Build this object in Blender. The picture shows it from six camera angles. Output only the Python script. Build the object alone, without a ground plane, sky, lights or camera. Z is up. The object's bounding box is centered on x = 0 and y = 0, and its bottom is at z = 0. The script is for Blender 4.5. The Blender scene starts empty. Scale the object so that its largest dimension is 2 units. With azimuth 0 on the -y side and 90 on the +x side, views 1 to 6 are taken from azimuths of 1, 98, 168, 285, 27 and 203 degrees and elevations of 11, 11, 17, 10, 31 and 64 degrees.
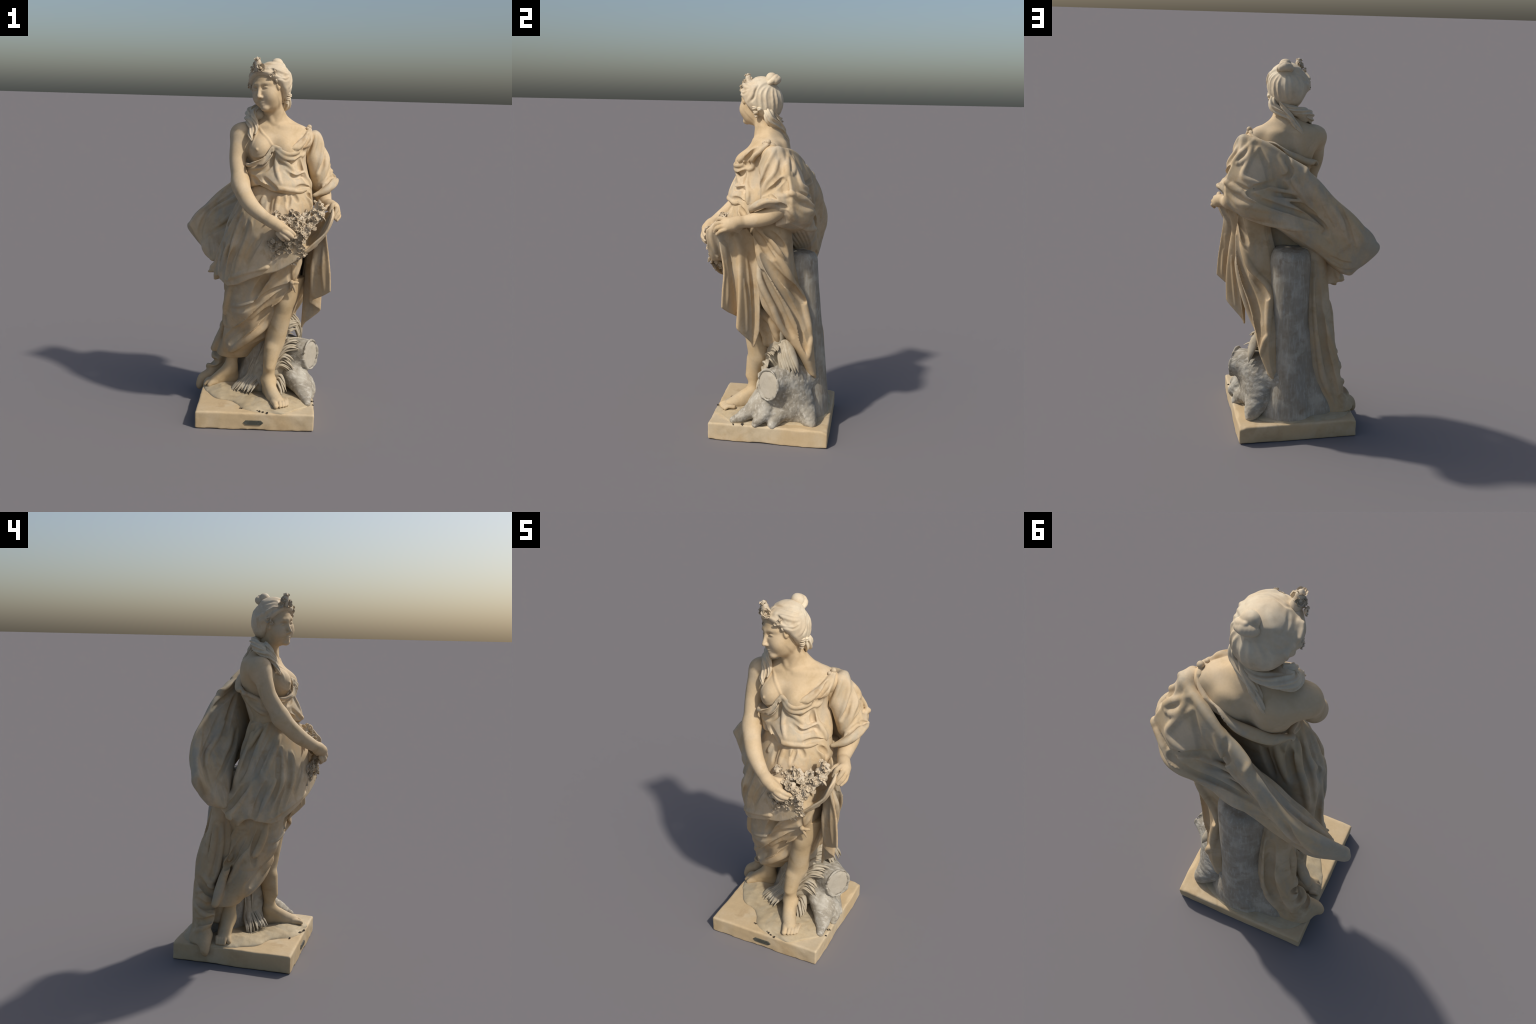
import bpy, math, random
import numpy as np
from mathutils import Vector, Matrix

# ------------------------------------------------------------------ toolbox
def A(p):
    return np.asarray(p, dtype=np.float64)

def spline(points, n):
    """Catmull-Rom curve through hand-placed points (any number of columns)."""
    P = A(points)
    if len(P) == 2:
        t = np.linspace(0, 1, n)[:, None]
        return P[0] * (1 - t) + P[1] * t
    Q = np.vstack([2 * P[0] - P[1], P, 2 * P[-1] - P[-2]])
    u = np.linspace(0, len(P) - 1 - 1e-9, n)
    i = u.astype(int)
    t = (u - i)[:, None]
    a, b, c, d = Q[i], Q[i + 1], Q[i + 2], Q[i + 3]
    return 0.5 * (2 * b + (c - a) * t + (2 * a - 5 * b + 4 * c - d) * t ** 2 + (3 * b - a - 3 * c + d) * t ** 3)

def ring(points, n):
    """Closed Catmull-Rom curve."""
    P = A(points)
    m = len(P)
    u = np.arange(n) * m / n
    i = u.astype(int)
    t = (u - i)[:, None]
    a, b, c, d = P[(i - 1) % m], P[i % m], P[(i + 1) % m], P[(i + 2) % m]
    return 0.5 * (2 * b + (c - a) * t + (2 * a - 5 * b + 4 * c - d) * t ** 2 + (3 * b - a - 3 * c + d) * t ** 3)

def smin(a, b, k):
    if k <= 0:
        return np.minimum(a, b)
    h = np.maximum(k - np.abs(a - b), 0) / k
    return np.minimum(a, b) - h * h * k * 0.25

def smax(a, b, k):
    return -smin(-a, -b, k)

def lattice_noise(X, Y, Z, scale, seed):
    """Smooth value noise, -1..1."""
    rng = np.random.RandomState(seed)
    G = rng.rand(32, 32, 32).astype(np.float32) * 2 - 1
    def cell(a):
        a = np.asarray(a) / scale + 100.0
        i = np.floor(a).astype(int)
        f = (a - i)
        return i & 31, (i + 1) & 31, f * f * (3 - 2 * f)
    x0, x1, fx = cell(X); y0, y1, fy = cell(Y); z0, z1, fz = cell(Z)
    def g(i, j, k):
        return G[i, j, k]
    return ((g(x0, y0, z0) * (1 - fx) + g(x1, y0, z0) * fx) * (1 - fy) + (g(x0, y1, z0) * (1 - fx) + g(x1, y1, z0) * fx) * fy) * (1 - fz) + \
           ((g(x0, y0, z1) * (1 - fx) + g(x1, y0, z1) * fx) * (1 - fy) + (g(x0, y1, z1) * (1 - fx) + g(x1, y1, z1) * fx) * fy) * fz

class Clay:
    """A signed-distance block of clay: solids are added to it and carved off it,
    folds are drawn on its skin, and it is then turned into a quad mesh."""
    BIG = 0.3

    def __init__(s, lo, hi, h):
        s.h = h
        s.fold = 1.0
        s.base = None
        s.lo = A(lo)
        s.n = np.ceil((A(hi) - s.lo) / h).astype(int) + 1
        s.d = np.full(s.n, s.BIG, np.float32)
        s.ax = [(s.lo[i] + h * np.arange(s.n[i])).astype(np.float32) for i in range(3)]

    def box(s, lo, hi):
        i0 = np.clip(np.floor((A(lo) - s.lo) / s.h).astype(int), 0, s.n)
        i1 = np.clip(np.ceil((A(hi) - s.lo) / s.h).astype(int) + 1, 0, s.n)
        sl = tuple(slice(a, b) for a, b in zip(i0, i1))
        X = s.ax[0][sl[0]][:, None, None]; Y = s.ax[1][sl[1]][None, :, None]; Z = s.ax[2][sl[2]][None, None, :]
        return sl, X, Y, Z, all(b > a for a, b in zip(i0, i1))

    def grid(s):
        return s.ax[0][:, None, None], s.ax[1][None, :, None], s.ax[2][None, None, :]

    # ---- solids
    def _merge(s, sl, D, k, cut):
        s.d[sl] = smax(s.d[sl], -D, k) if cut else smin(s.d[sl], D, k)

    def ellipsoid(s, c, r, axes=None, k=0.0, cut=False):
        c = A(c); r = A(r) * np.ones(3)
        R = np.eye(3) if axes is None else A(axes)
        m = r.max() + 0.03 + k
        sl, X, Y, Z, ok = s.box(c - m, c + m)
        if not ok: return
        x, y, z = X - c[0], Y - c[1], Z - c[2]
        q = [(x * R[i, 0] + y * R[i, 1] + z * R[i, 2]) for i in range(3)]
        k0 = np.sqrt(sum((q[i] / r[i]) ** 2 for i in range(3)))
        k1 = np.sqrt(sum((q[i] / r[i] ** 2) ** 2 for i in range(3))) + 1e-6
        s._merge(sl, k0 * (k0 - 1) / k1, k, cut)

    def tube(s, points, radii, k=0.0, cut=False, n=None, flat=None):
        P = A(points)
        L = np.linalg.norm(np.diff(P, axis=0), axis=1).sum()
        n = n or int(np.clip(L / (2.5 * s.h), 4, 60))
        R = np.interp(np.linspace(0, 1, n), np.linspace(0, 1, len(np.atleast_1d(radii))), np.atleast_1d(radii)) if np.ndim(radii) else np.full(n, radii)
        Q = spline(P, n)
        s._tube(Q, R, k, cut)

    def _tube(s, Q, R, k, cut):
        m = R.max() + k + 3 * s.h
        sl, X, Y, Z, ok = s.box(Q.min(0) - m, Q.max(0) + m)
        if not ok: return
        base = [x.start for x in sl]
        D = np.full([x.stop - x.start for x in sl], s.BIG, np.float32)
        for a, b, ra, rb in zip(Q[:-1], Q[1:], R[:-1], R[1:]):
            mm = max(ra, rb) + k + 3 * s.h
            s2, x, y, z, ok = s.box(np.minimum(a, b) - mm, np.maximum(a, b) + mm)
            if not ok: continue
            l2 = tuple(slice(t.start - o, t.stop - o) for t, o in zip(s2, base))
            e = b - a
            t = np.clip(((x - a[0]) * e[0] + (y - a[1]) * e[1] + (z - a[2]) * e[2]) / max(e @ e, 1e-12), 0, 1)
            dd = np.sqrt((x - a[0] - t * e[0]) ** 2 + (y - a[1] - t * e[1]) ** 2 + (z - a[2] - t * e[2]) ** 2) - (ra + t * (rb - ra))
            D[l2] = np.minimum(D[l2], dd)
        s._merge(sl, D, k, cut)

    def loft(s, sections, centre, top=None, bottom=None, k=0.0, cut=False, ntheta=180):
        """Star-shaped loft: closed cross-sections (z, [(x, y)...]) round a centre line
        [(z, x, y)...]; rims may follow height curves over the angle."""
        sections = sorted(sections, key=lambda q: q[0])
        zs = A([q[0] for q in sections])
        C = A(sorted(centre))
        th = np.linspace(-np.pi, np.pi, ntheta, endpoint=False)
        tab = []
        for z, pts in sections:
            cx, cy = np.interp(z, C[:, 0], C[:, 1]), np.interp(z, C[:, 0], C[:, 2])
            Q = ring(pts, 240) - A([cx, cy])
            an = np.arctan2(Q[:, 1], Q[:, 0]); o = np.argsort(an)
            tab.append(np.interp(th, an[o], np.hypot(Q[:, 0], Q[:, 1])[o], period=2 * np.pi))
        tab = A(tab)
        sl = tuple(slice(0, m) for m in s.n)
        X, Y, Z = s.grid()
        zz = s.ax[2]
        # smooth interpolation along z
        zi = np.clip(zz, zs[0], zs[-1])
        rows = np.stack([np.interp(zi, zs, tab[:, j]) for j in range(ntheta)], 1)
        kern = np.array([1, 2, 3, 2, 1.]) / 9
        for _ in range(3):
            p = np.pad(rows, ((2, 2), (0, 0)), mode='edge')
            rows = sum(kern[i] * p[i:i + len(rows)] for i in range(5))
        cx = np.interp(zz, C[:, 0], C[:, 1]); cy = np.interp(zz, C[:, 0], C[:, 2])
        dx = X - cx[None, None, :]; dy = Y - cy[None, None, :]
        rho = np.sqrt(dx * dx + dy * dy)
        ang = np.arctan2(dy, dx)
        u = (ang + np.pi) / (2 * np.pi) * ntheta
        j = np.floor(u).astype(int); f = u - j
        kk = np.arange(len(zz))[None, None, :]
        r0 = rows[kk, j % ntheta]; r1 = rows[kk, (j + 1) % ntheta]
        r = r0 * (1 - f) + r1 * f
        slope = (r1 - r0) / (2 * np.pi / ntheta) / np.maximum(r, 1e-3)
        D = (rho - r) / np.sqrt(1 + np.minimum(slope ** 2, 6))
        def rim(spec):
            a = A(sorted(spec)); return np.interp(ang, np.radians(a[:, 0]), a[:, 1], period=2 * np.pi)
        t = rim(top) if top is not None else zs[-1]
        b = rim(bottom) if bottom is not None else zs[0]
        D = smax(D, Z - t, 0.012)
        D = smax(D, b - Z, 0.008)
        s._merge(sl, D.astype(np.float32), k, cut)

    def sheet(s, rows, r, k=0.0, spacing=None):
        """A cloth sheet of half-thickness r through rows of control points."""
        sp = spacing or s.h * 1.0
        G = [A(q) for q in rows]
        L1 = max(np.linalg.norm(np.diff(q, axis=0), axis=1).sum() for q in G)
        nv = int(L1 / sp) + 2
        G = np.stack([spline(q, nv) for q in G])
        L2 = max(np.linalg.norm(np.diff(G[:, j], axis=0), axis=1).sum() for j in range(0, nv, 5))
        nu = int(L2 / sp) + 2
        P = np.stack([spline(G[:, j], nu) for j in range(nv)], 1).reshape(-1, 3)
        m = r + 2.6 * s.h
        w = int(np.ceil(m / s.h))
        D = np.full(s.n, s.BIG, np.float32).ravel()
        q = (P - s.lo) / s.h
        i = np.rint(q).astype(int); f = (q - i) * s.h
        ok = np.all((i >= w) & (i < s.n - w), 1)
        i, f = i[ok], f[ok].astype(np.float32)
        flat = (i[:, 0] * s.n[1] + i[:, 1]) * s.n[2] + i[:, 2]
        for a in range(-w, w + 1):
            for b in range(-w, w + 1):
                for c in range(-w, w + 1):
                    if (a * a + b * b + c * c) * s.h ** 2 > (m + s.h) ** 2: continue
                    dd = np.sqrt((a * s.h - f[:, 0]) ** 2 + (b * s.h - f[:, 1]) ** 2 + (c * s.h - f[:, 2]) ** 2) - r
                    np.minimum.at(D, flat + ((a * s.n[1] + b) * s.n[2] + c), dd)
        s._merge(tuple(slice(0, m_) for m_ in s.n), D.reshape(s.n), k, False)

    def quilt(s, outer, inner, r, steps=3, k=0.006):
        """Two cloth layers with the hollow between them filled."""
        n = 7
        O = [spline(q, n) for q in outer]; I = [spline(q, n) for q in inner]
        for j in range(steps + 2):
            t = j / (steps + 1)
            s.sheet([o * (1 - t) + i * t for o, i in zip(O, I)], r, k if j else 0.0, spacing=s.h * 1.3)

    def halfspace(s, p, nrm, k=0.0):
        """Cut away everything on the side nrm points to."""
        nrm = A(nrm) / np.linalg.norm(nrm)
        X, Y, Z = s.grid()
        s.d = smax(s.d, ((X - p[0]) * nrm[0] + (Y - p[1]) * nrm[1] + (Z - p[2]) * nrm[2]).astype(np.float32), k)

    # ---- drawing on the skin
    def sample(s, P):
        d = s.d if s.base is None else s.base      # folds follow the unfolded form
        q = np.clip((A(P) - s.lo) / s.h, 0, s.n - 1.001)
        i = q.astype(int); f = q - i
        v = 0
        for a in (0, 1):
            for b in (0, 1):
                for c in (0, 1):
                    w = (f[:, 0] if a else 1 - f[:, 0]) * (f[:, 1] if b else 1 - f[:, 1]) * (f[:, 2] if c else 1 - f[:, 2])
                    v = v + w * d[i[:, 0] + a, i[:, 1] + b, i[:, 2] + c]
        return v

    def grad(s, P):
        e = 1.5 * s.h
        g = np.stack([s.sample(P + e * np.eye(3)[i]) - s.sample(P - e * np.eye(3)[i]) for i in range(3)], 1)
        return g / (np.linalg.norm(g, axis=1)[:, None] + 1e-9)

    def snap(s, P, it=6):
        P = A(P).copy()
        for _ in range(it):
            P -= np.clip(s.sample(P), -0.03, 0.03)[:, None] * s.grad(P) * 0.8
        return P

    def _stroke(s, points, r, off, ends):
        if s.base is None: s.base = s.d.copy()
        L = np.linalg.norm(np.diff(A(points), axis=0), axis=1).sum()
        n = int(np.clip(L / (2.5 * s.h), 6, 60))
        Q = s.snap(spline(points, n))
        for _ in range(2):
            Q[1:-1] = 0.5 * Q[1:-1] + 0.25 * (Q[:-2] + Q[2:])
        t = np.linspace(0, 1, n)
        w = np.ones(n)
        if ends[0]: w = np.minimum(w, np.sqrt(np.clip(t / ends[0], 0.02, 1)))
        if ends[1]: w = np.minimum(w, np.sqrt(np.clip((1 - t) / ends[1], 0.02, 1)))
        R = (np.interp(t, np.linspace(0, 1, len(r)), r) if np.ndim(r) else np.full(n, r))
        N = s.grad(Q)
        w = w * np.clip(1.6 - np.abs(s.sample(Q)) / 0.006, 0.0, 1)   # leave alone what did not reach the skin
        return Q, N, R, w

    def ridge(s, points, r=0.012, h=0.008, k=0.008, ends=(0.3, 0.3)):
        """A fold standing h proud of the skin, r its radius."""
        h = h * s.fold
        Q, N, R, w = s._stroke(points, r, h, ends)
        R = np.maximum(R, h * 1.05)
        hh = h * w
        live = w > 0.02
        if live.sum() < 3: return
        Q, N, R, w, hh = Q[live], N[live], R[live], w[live], hh[live]
        s._tube(Q - N * (R * (0.55 + 0.45 * w) - hh)[:, None], R * (0.55 + 0.45 * w), k, False)

    def groove(s, points, r=0.008, h=0.008, k=0.005, ends=(0.3, 0.3)):
        """A furrow h deep, r its radius."""
        h = h * s.fold
        Q, N, R, w = s._stroke(points, r, h, ends)
        R = np.maximum(R, h * 1.1)
        hh = h * w
        live = w > 0.02
        if live.sum() < 3: return
        s._tube((Q + N * (R - hh)[:, None])[live], R[live], k, True)

    def roughen(s, amp, scale, seed=1, stretch=(1, 1, 1)):
        X, Y, Z = s.grid()
        m = np.abs(s.d) < 4 * s.h + amp
        i, j, k = np.nonzero(m)
        s.d[m] += (amp * lattice_noise(s.ax[0][i] / stretch[0], s.ax[1][j] / stretch[1], s.ax[2][k] / stretch[2], scale, seed)).astype(np.float32)

    # ---- meshing (surface nets)
    def mesh(s, smooth=1):
        d = s.d
        d[0] = d[-1] = np.maximum(d[0], 0.01); d[-1] = np.maximum(d[-1], 0.01)
        d[:, 0] = np.maximum(d[:, 0], 0.01); d[:, -1] = np.maximum(d[:, -1], 0.01)
        d[:, :, 0] = np.maximum(d[:, :, 0], 0.01); d[:, :, -1] = np.maximum(d[:, :, -1], 0.01)
        ins = d < 0
        cnt = np.zeros(s.n - 1, np.int8)
        for a in (0, 1):
            for b in (0, 1):
                for c in (0, 1):
                    cnt += ins[a:s.n[0] - 1 + a, b:s.n[1] - 1 + b, c:s.n[2] - 1 + c]
        act = (cnt > 0) & (cnt < 8)
        I = np.argwhere(act)
        vid = np.full(s.n - 1, -1, np.int64); vid[act] = np.arange(len(I))
        acc = np.zeros((len(I), 3)); num = np.zeros(len(I))
        cor = [(a, b, c) for a in (0, 1) for b in (0, 1) for c in (0, 1)]
        val = {q: d[I[:, 0] + q[0], I[:, 1] + q[1], I[:, 2] + q[2]].astype(np.float64) for q in cor}
        for q in cor:
            for ax in range(3):
                if q[ax]: continue
                p = list(q); p[ax] = 1; p = tuple(p)
                va, vb = val[q], val[p]
                m = (va < 0) != (vb < 0)
                t = va / np.where(m, va - vb, 1)
                pos = np.tile(A(q), (len(I), 1)); pos[:, ax] += t
                acc[m] += pos[m]; num[m] += 1
        V = s.lo + (I + acc / num[:, None]) * s.h
        F = []
        for ax in range(3):
            o = [0, 1, 2]; o.remove(ax); u, v = o
            a = [slice(None)] * 3; b = [slice(None)] * 3
            a[ax] = slice(0, -1); b[ax] = slice(1, None)
            ch = ins[tuple(a)] != ins[tuple(b)]
            E = np.argwhere(ch)
            E = E[(E[:, u] > 0) & (E[:, v] > 0) & (E[:, u] < s.n[u] - 1) & (E[:, v] < s.n[v] - 1)]
            q = []
            for du, dv in ((1, 1), (0, 1), (0, 0), (1, 0)):
                c = E.copy(); c[:, u] -= du; c[:, v] -= dv
                q.append(vid[c[:, 0], c[:, 1], c[:, 2]])
            q = np.stack(q, 1)
            flip = ins[E[:, 0], E[:, 1], E[:, 2]]
            if ax == 1: flip = ~flip
            q[~flip] = q[~flip][:, ::-1]
            F.append(q)
        F = np.vstack(F)
        # keep the largest connected pieces
        lab = np.arange(len(V))
        for _ in range(400):
            m = lab[F].min(1)
            new = lab.copy()
            for c in range(4): np.minimum.at(new, F[:, c], m)
            new = new[new]
            if (new == lab).all(): break
            lab = new
        cnts = np.bincount(lab, minlength=len(V))
        keep = cnts[lab] > max(60, 0.02 * len(V))
        F = F[keep[F[:, 0]]]
        remap = np.cumsum(keep) - 1
        V = V[keep]; F = remap[F]
        for _ in range(smooth):
            S = np.zeros_like(V); c = np.zeros(len(V))
            for a in range(4):
                b = (a + 1) % 4
                np.add.at(S, F[:, a], V[F[:, b]]); np.add.at(c, F[:, a], 1)
                np.add.at(S, F[:, b], V[F[:, a]]); np.add.at(c, F[:, b], 1)
            V = 0.5 * V + 0.5 * S / c[:, None]
        return V, F

# ------------------------------------------------------------------ scene helpers
def link(ob, parent):
    bpy.context.scene.collection.objects.link(ob)
    ob.parent = parent
    return ob

def raw_mesh(name, V, F):
    me = bpy.data.meshes.new(name)
    V = np.asarray(V, np.float32); F = np.asarray(F, np.int32)
    me.vertices.add(len(V)); me.vertices.foreach_set('co', V.ravel())
    me.loops.add(F.size); me.loops.foreach_set('vertex_index', F.ravel())
    me.polygons.add(len(F))
    me.polygons.foreach_set('loop_start', np.arange(0, F.size, F.shape[1], dtype=np.int32))
    me.polygons.foreach_set('loop_total', np.full(len(F), F.shape[1], np.int32))
    me.update(calc_edges=True)
    me.polygons.foreach_set('use_smooth', np.ones(len(F), bool))
    me.validate()
    return me

def add_mesh(name, V, F, mat, parent):
    me = raw_mesh(name, V, F)
    me.materials.append(mat)
    return link(bpy.data.objects.new(name, me), parent)

def vertex_normals(V, F):
    n = np.cross(V[F[:, 2]] - V[F[:, 0]], V[F[:, 3]] - V[F[:, 1]])
    N = np.zeros_like(V)
    for c in range(4): np.add.at(N, F[:, c], n)
    return N / (np.linalg.norm(N, axis=1)[:, None] + 1e-12)

def add_split(V, F, label, names, mat, parent):
    """One smooth surface, its faces handed out to several named objects."""
    N = vertex_normals(V, F)
    made = {}
    for i, nm in enumerate(names):
        f = F[label == i]
        if not len(f): continue
        used = np.unique(f)
        inv = np.zeros(len(V), np.int64); inv[used] = np.arange(len(used))
        ob = add_mesh(nm, V[used], inv[f], mat, parent)
        ob.data.normals_split_custom_set_from_vertices(N[used].astype(np.float32).tolist())
        made.setdefault(nm, []).append(ob)
    return made

def sweep(points, radii, n=40, m=12, squash=1.0, twist=0.0, lobes=0, lobe=0.0, cap=True):
    """A tube along a curve, optionally with strand lobes that twist round it."""
    Q = spline(points, n)
    R = np.interp(np.linspace(0, 1, n), np.linspace(0, 1, len(radii)), radii)
    T = np.gradient(Q, axis=0); T /= np.linalg.norm(T, axis=1)[:, None]
    up = A([0, 0, 1.]) if abs(T[0, 2]) < 0.9 else A([0, 1., 0])
    U = np.zeros_like(Q); U[0] = np.cross(T[0], up); U[0] /= np.linalg.norm(U[0])
    for i in range(1, n):
        u = U[i - 1] - T[i] * (U[i - 1] @ T[i]); U[i] = u / np.linalg.norm(u)
    W = np.cross(T, U)
    a = np.arange(m) * 2 * np.pi / m
    V = []
    for i in range(n):
        rr = R[i] * (1 + lobe * np.cos(lobes * (a + twist * i / n)))
        V.append(Q[i] + (U[i][None] * (np.cos(a) * rr)[:, None] + W[i][None] * (np.sin(a) * rr * squash)[:, None]))
    V = np.vstack(V)
    F = []
    for i in range(n - 1):
        for j in range(m):
            F.append((i * m + j, i * m + (j + 1) % m, (i + 1) * m + (j + 1) % m, (i + 1) * m + j))
    V = np.vstack([V, Q[0], Q[-1]])
    b0, b1 = len(V) - 2, len(V) - 1
    for j in range(0, m, 2):
        F.append((b0, (j + 2) % m, j + 1, j))
        o = (n - 1) * m
        F.append((b1, o + j, o + j + 1, o + (j + 2) % m))
    return V, np.array(F)

def merge(parts):
    V, F, o = [], [], 0
    for v, f in parts:
        V.append(v); F.append(np.asarray(f) + o); o += len(v)
    return np.vstack(V), np.vstack(F)
# ------------------------------------------------------------------ materials
def stone(name, base, pale, dark, grey, mix_scale=7.0, grey_amount=0.35, grain=90.0, bump=0.15, rough=0.72,
          streak=None, streak_amount=0.0, streak_colour=None, pits=0.0):
    """Weathered terracotta / stone: a base colour with paler and darker clouds, grey patina, fine grain."""
    m = bpy.data.materials.new(name); m.use_nodes = True
    nt = m.node_tree; nt.nodes.clear()
    N = lambda t, **kw: _set(nt.nodes.new(t), kw)
    def _set(n, kw):
        for k_, v in kw.items(): setattr(n, k_, v)
        return n
    L = nt.links.new
    out = N('ShaderNodeOutputMaterial'); bs = N('ShaderNodeBsdfPrincipled')
    L(bs.outputs[0], out.inputs[0])
    tc = N('ShaderNodeTexCoord')
    def noise(scale, detail, rough_=0.55, mapping=None, dist=0.0):
        n = N('ShaderNodeTexNoise'); n.inputs['Scale'].default_value = scale
        n.inputs['Detail'].default_value = detail; n.inputs['Roughness'].default_value = rough_
        n.inputs['Distortion'].default_value = dist
        if mapping:
            mp = N('ShaderNodeMapping'); mp.inputs['Scale'].default_value = mapping
            L(tc.outputs['Object'], mp.inputs[0]); L(mp.outputs[0], n.inputs['Vector'])
        else: L(tc.outputs['Object'], n.inputs['Vector'])
        return n
    def ramp(src, a, b):
        r = N('ShaderNodeMapRange'); r.interpolation_type = 'SMOOTHSTEP'
        r.inputs['From Min'].default_value = a; r.inputs['From Max'].default_value = b
        L(src, r.inputs['Value']); return r.outputs[0]
    def mix(fac, a, b, mul=1.0):
        x = N('ShaderNodeMix', data_type='RGBA')
        if mul != 1.0:
            mm = N('ShaderNodeMath', operation='MULTIPLY'); mm.inputs[1].default_value = mul
            L(fac, mm.inputs[0]); fac = mm.outputs[0]
        L(fac, x.inputs[0])
        for s_, v in ((x.inputs[6], a), (x.inputs[7], b)):
            if isinstance(v, tuple): s_.default_value = (*v, 1)
            else: L(v, s_)
        return x.outputs[2]
    n1 = noise(mix_scale, 5)
    c = mix(ramp(n1.outputs['Fac'], 0.42, 0.68), base, pale)
    n2 = noise(mix_scale * 1.7, 6, 0.6, dist=0.4)
    c = mix(ramp(n2.outputs['Fac'], 0.5, 0.75), c, dark)
    n3 = noise(mix_scale * 0.6, 7, 0.62, mapping=(1.6, 1.6, 0.7), dist=0.3)
    c = mix(ramp(n3.outputs['Fac'], 0.47, 0.66), c, grey, grey_amount)
    if streak:
        n4 = noise(1.0, 4, 0.6, mapping=streak)
        c = mix(ramp(n4.outputs['Fac'], 0.5, 0.66), c, streak_colour, streak_amount)
    g = noise(grain, 4, 0.7)
    gm = N('ShaderNodeMix', data_type='RGBA', blend_type='MULTIPLY'); gm.inputs[0].default_value = 1.0
    gr = ramp(g.outputs['Fac'], 0.1, 0.9)
    gc = N('ShaderNodeMix', data_type='RGBA'); L(gr, gc.inputs[0])
    gc.inputs[6].default_value = (0.94, 0.94, 0.94, 1); gc.inputs[7].default_value = (1.05, 1.05, 1.05, 1)
    L(c, gm.inputs[6]); L(gc.outputs[2], gm.inputs[7]); c = gm.outputs[2]
    if pits:
        pn = noise(38, 3, 0.5); c = mix(ramp(pn.outputs['Fac'], 0.70, 0.74), c, tuple(x * 0.4 for x in dark), pits)
    L(c, bs.inputs['Base Color'])
    bs.inputs['Roughness'].default_value = rough
    bs.inputs['Specular IOR Level'].default_value = 0.3
    b = N('ShaderNodeBump'); b.inputs['Strength'].default_value = bump; b.inputs['Distance'].default_value = 0.004
    bn = noise(grain * 0.7, 6, 0.65)
    if streak and bump > 0.15:
        bn = noise(1.0, 5, 0.6, mapping=tuple(s_ * 1.5 for s_ in streak))
    L(bn.outputs['Fac'], b.inputs['Height']); L(b.outputs[0], bs.inputs['Normal'])
    return m

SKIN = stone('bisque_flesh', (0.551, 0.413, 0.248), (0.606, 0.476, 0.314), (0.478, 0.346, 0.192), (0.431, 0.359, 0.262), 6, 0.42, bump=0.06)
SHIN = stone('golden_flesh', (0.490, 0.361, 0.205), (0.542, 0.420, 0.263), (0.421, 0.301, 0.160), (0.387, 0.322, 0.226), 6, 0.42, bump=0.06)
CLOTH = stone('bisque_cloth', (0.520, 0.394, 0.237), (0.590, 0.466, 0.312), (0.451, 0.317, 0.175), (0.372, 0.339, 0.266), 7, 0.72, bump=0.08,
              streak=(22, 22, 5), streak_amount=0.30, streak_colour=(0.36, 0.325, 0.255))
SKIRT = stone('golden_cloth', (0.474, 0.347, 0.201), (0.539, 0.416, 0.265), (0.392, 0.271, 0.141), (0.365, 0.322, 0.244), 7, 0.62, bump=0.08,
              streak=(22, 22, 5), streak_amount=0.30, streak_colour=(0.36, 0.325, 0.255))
HAIR = stone('pale_hair_stone', (0.593, 0.480, 0.329), (0.660, 0.568, 0.414), (0.514, 0.400, 0.258), (0.458, 0.417, 0.332), 9, 0.35, bump=0.12)
FLORAL = stone('pale_flower_stone', (0.538, 0.443, 0.313), (0.605, 0.517, 0.388), (0.437, 0.336, 0.214), (0.353, 0.316, 0.246), 14, 0.35, bump=0.1)
PLINTH = stone('plinth_stone', (0.502, 0.374, 0.215), (0.563, 0.447, 0.291), (0.440, 0.318, 0.177), (0.440, 0.378, 0.262), 5, 0.35, bump=0.12)
GROUND = stone('scraped_ground_stone', (0.418, 0.329, 0.201), (0.492, 0.396, 0.250), (0.325, 0.252, 0.152), (0.436, 0.378, 0.271), 9, 0.5, bump=0.3,
               streak=(14, 60, 20), streak_amount=0.3, streak_colour=(0.38, 0.31, 0.21))
BARK = stone('grey_trunk_stone', (0.300, 0.262, 0.200), (0.420, 0.380, 0.305), (0.250, 0.205, 0.148), (0.330, 0.305, 0.258), 11, 0.5, bump=0.35, rough=0.6,
             streak=(95, 95, 9), streak_amount=0.30, streak_colour=(0.52, 0.50, 0.44))
LOG = stone('grey_log_stone', (0.306, 0.270, 0.207), (0.450, 0.414, 0.339), (0.225, 0.198, 0.150), (0.279, 0.261, 0.220), 14, 0.4, bump=0.6,
            streak=(25, 60, 45), streak_amount=0.45, streak_colour=(0.62, 0.58, 0.50))
FROND = stone('pale_frond_stone', (0.390, 0.331, 0.237), (0.468, 0.412, 0.311), (0.312, 0.254, 0.174), (0.343, 0.316, 0.255), 12, 0.4, bump=0.2)
CUTFACE = stone('cut_wood_stone', (0.423, 0.374, 0.291), (0.477, 0.427, 0.339), (0.369, 0.325, 0.248), (0.387, 0.356, 0.300), 12, 0.3, bump=0.1)
PLAQUE = stone('dark_bronze_plaque', (0.065, 0.065, 0.05), (0.10, 0.10, 0.08), (0.04, 0.04, 0.03), (0.09, 0.095, 0.08), 30, 0.5, bump=0.2, rough=0.5)
CHIP = stone('dark_chip', (0.05, 0.04, 0.028), (0.09, 0.07, 0.05), (0.03, 0.025, 0.02), (0.06, 0.05, 0.04), 40, 0.5)
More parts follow.
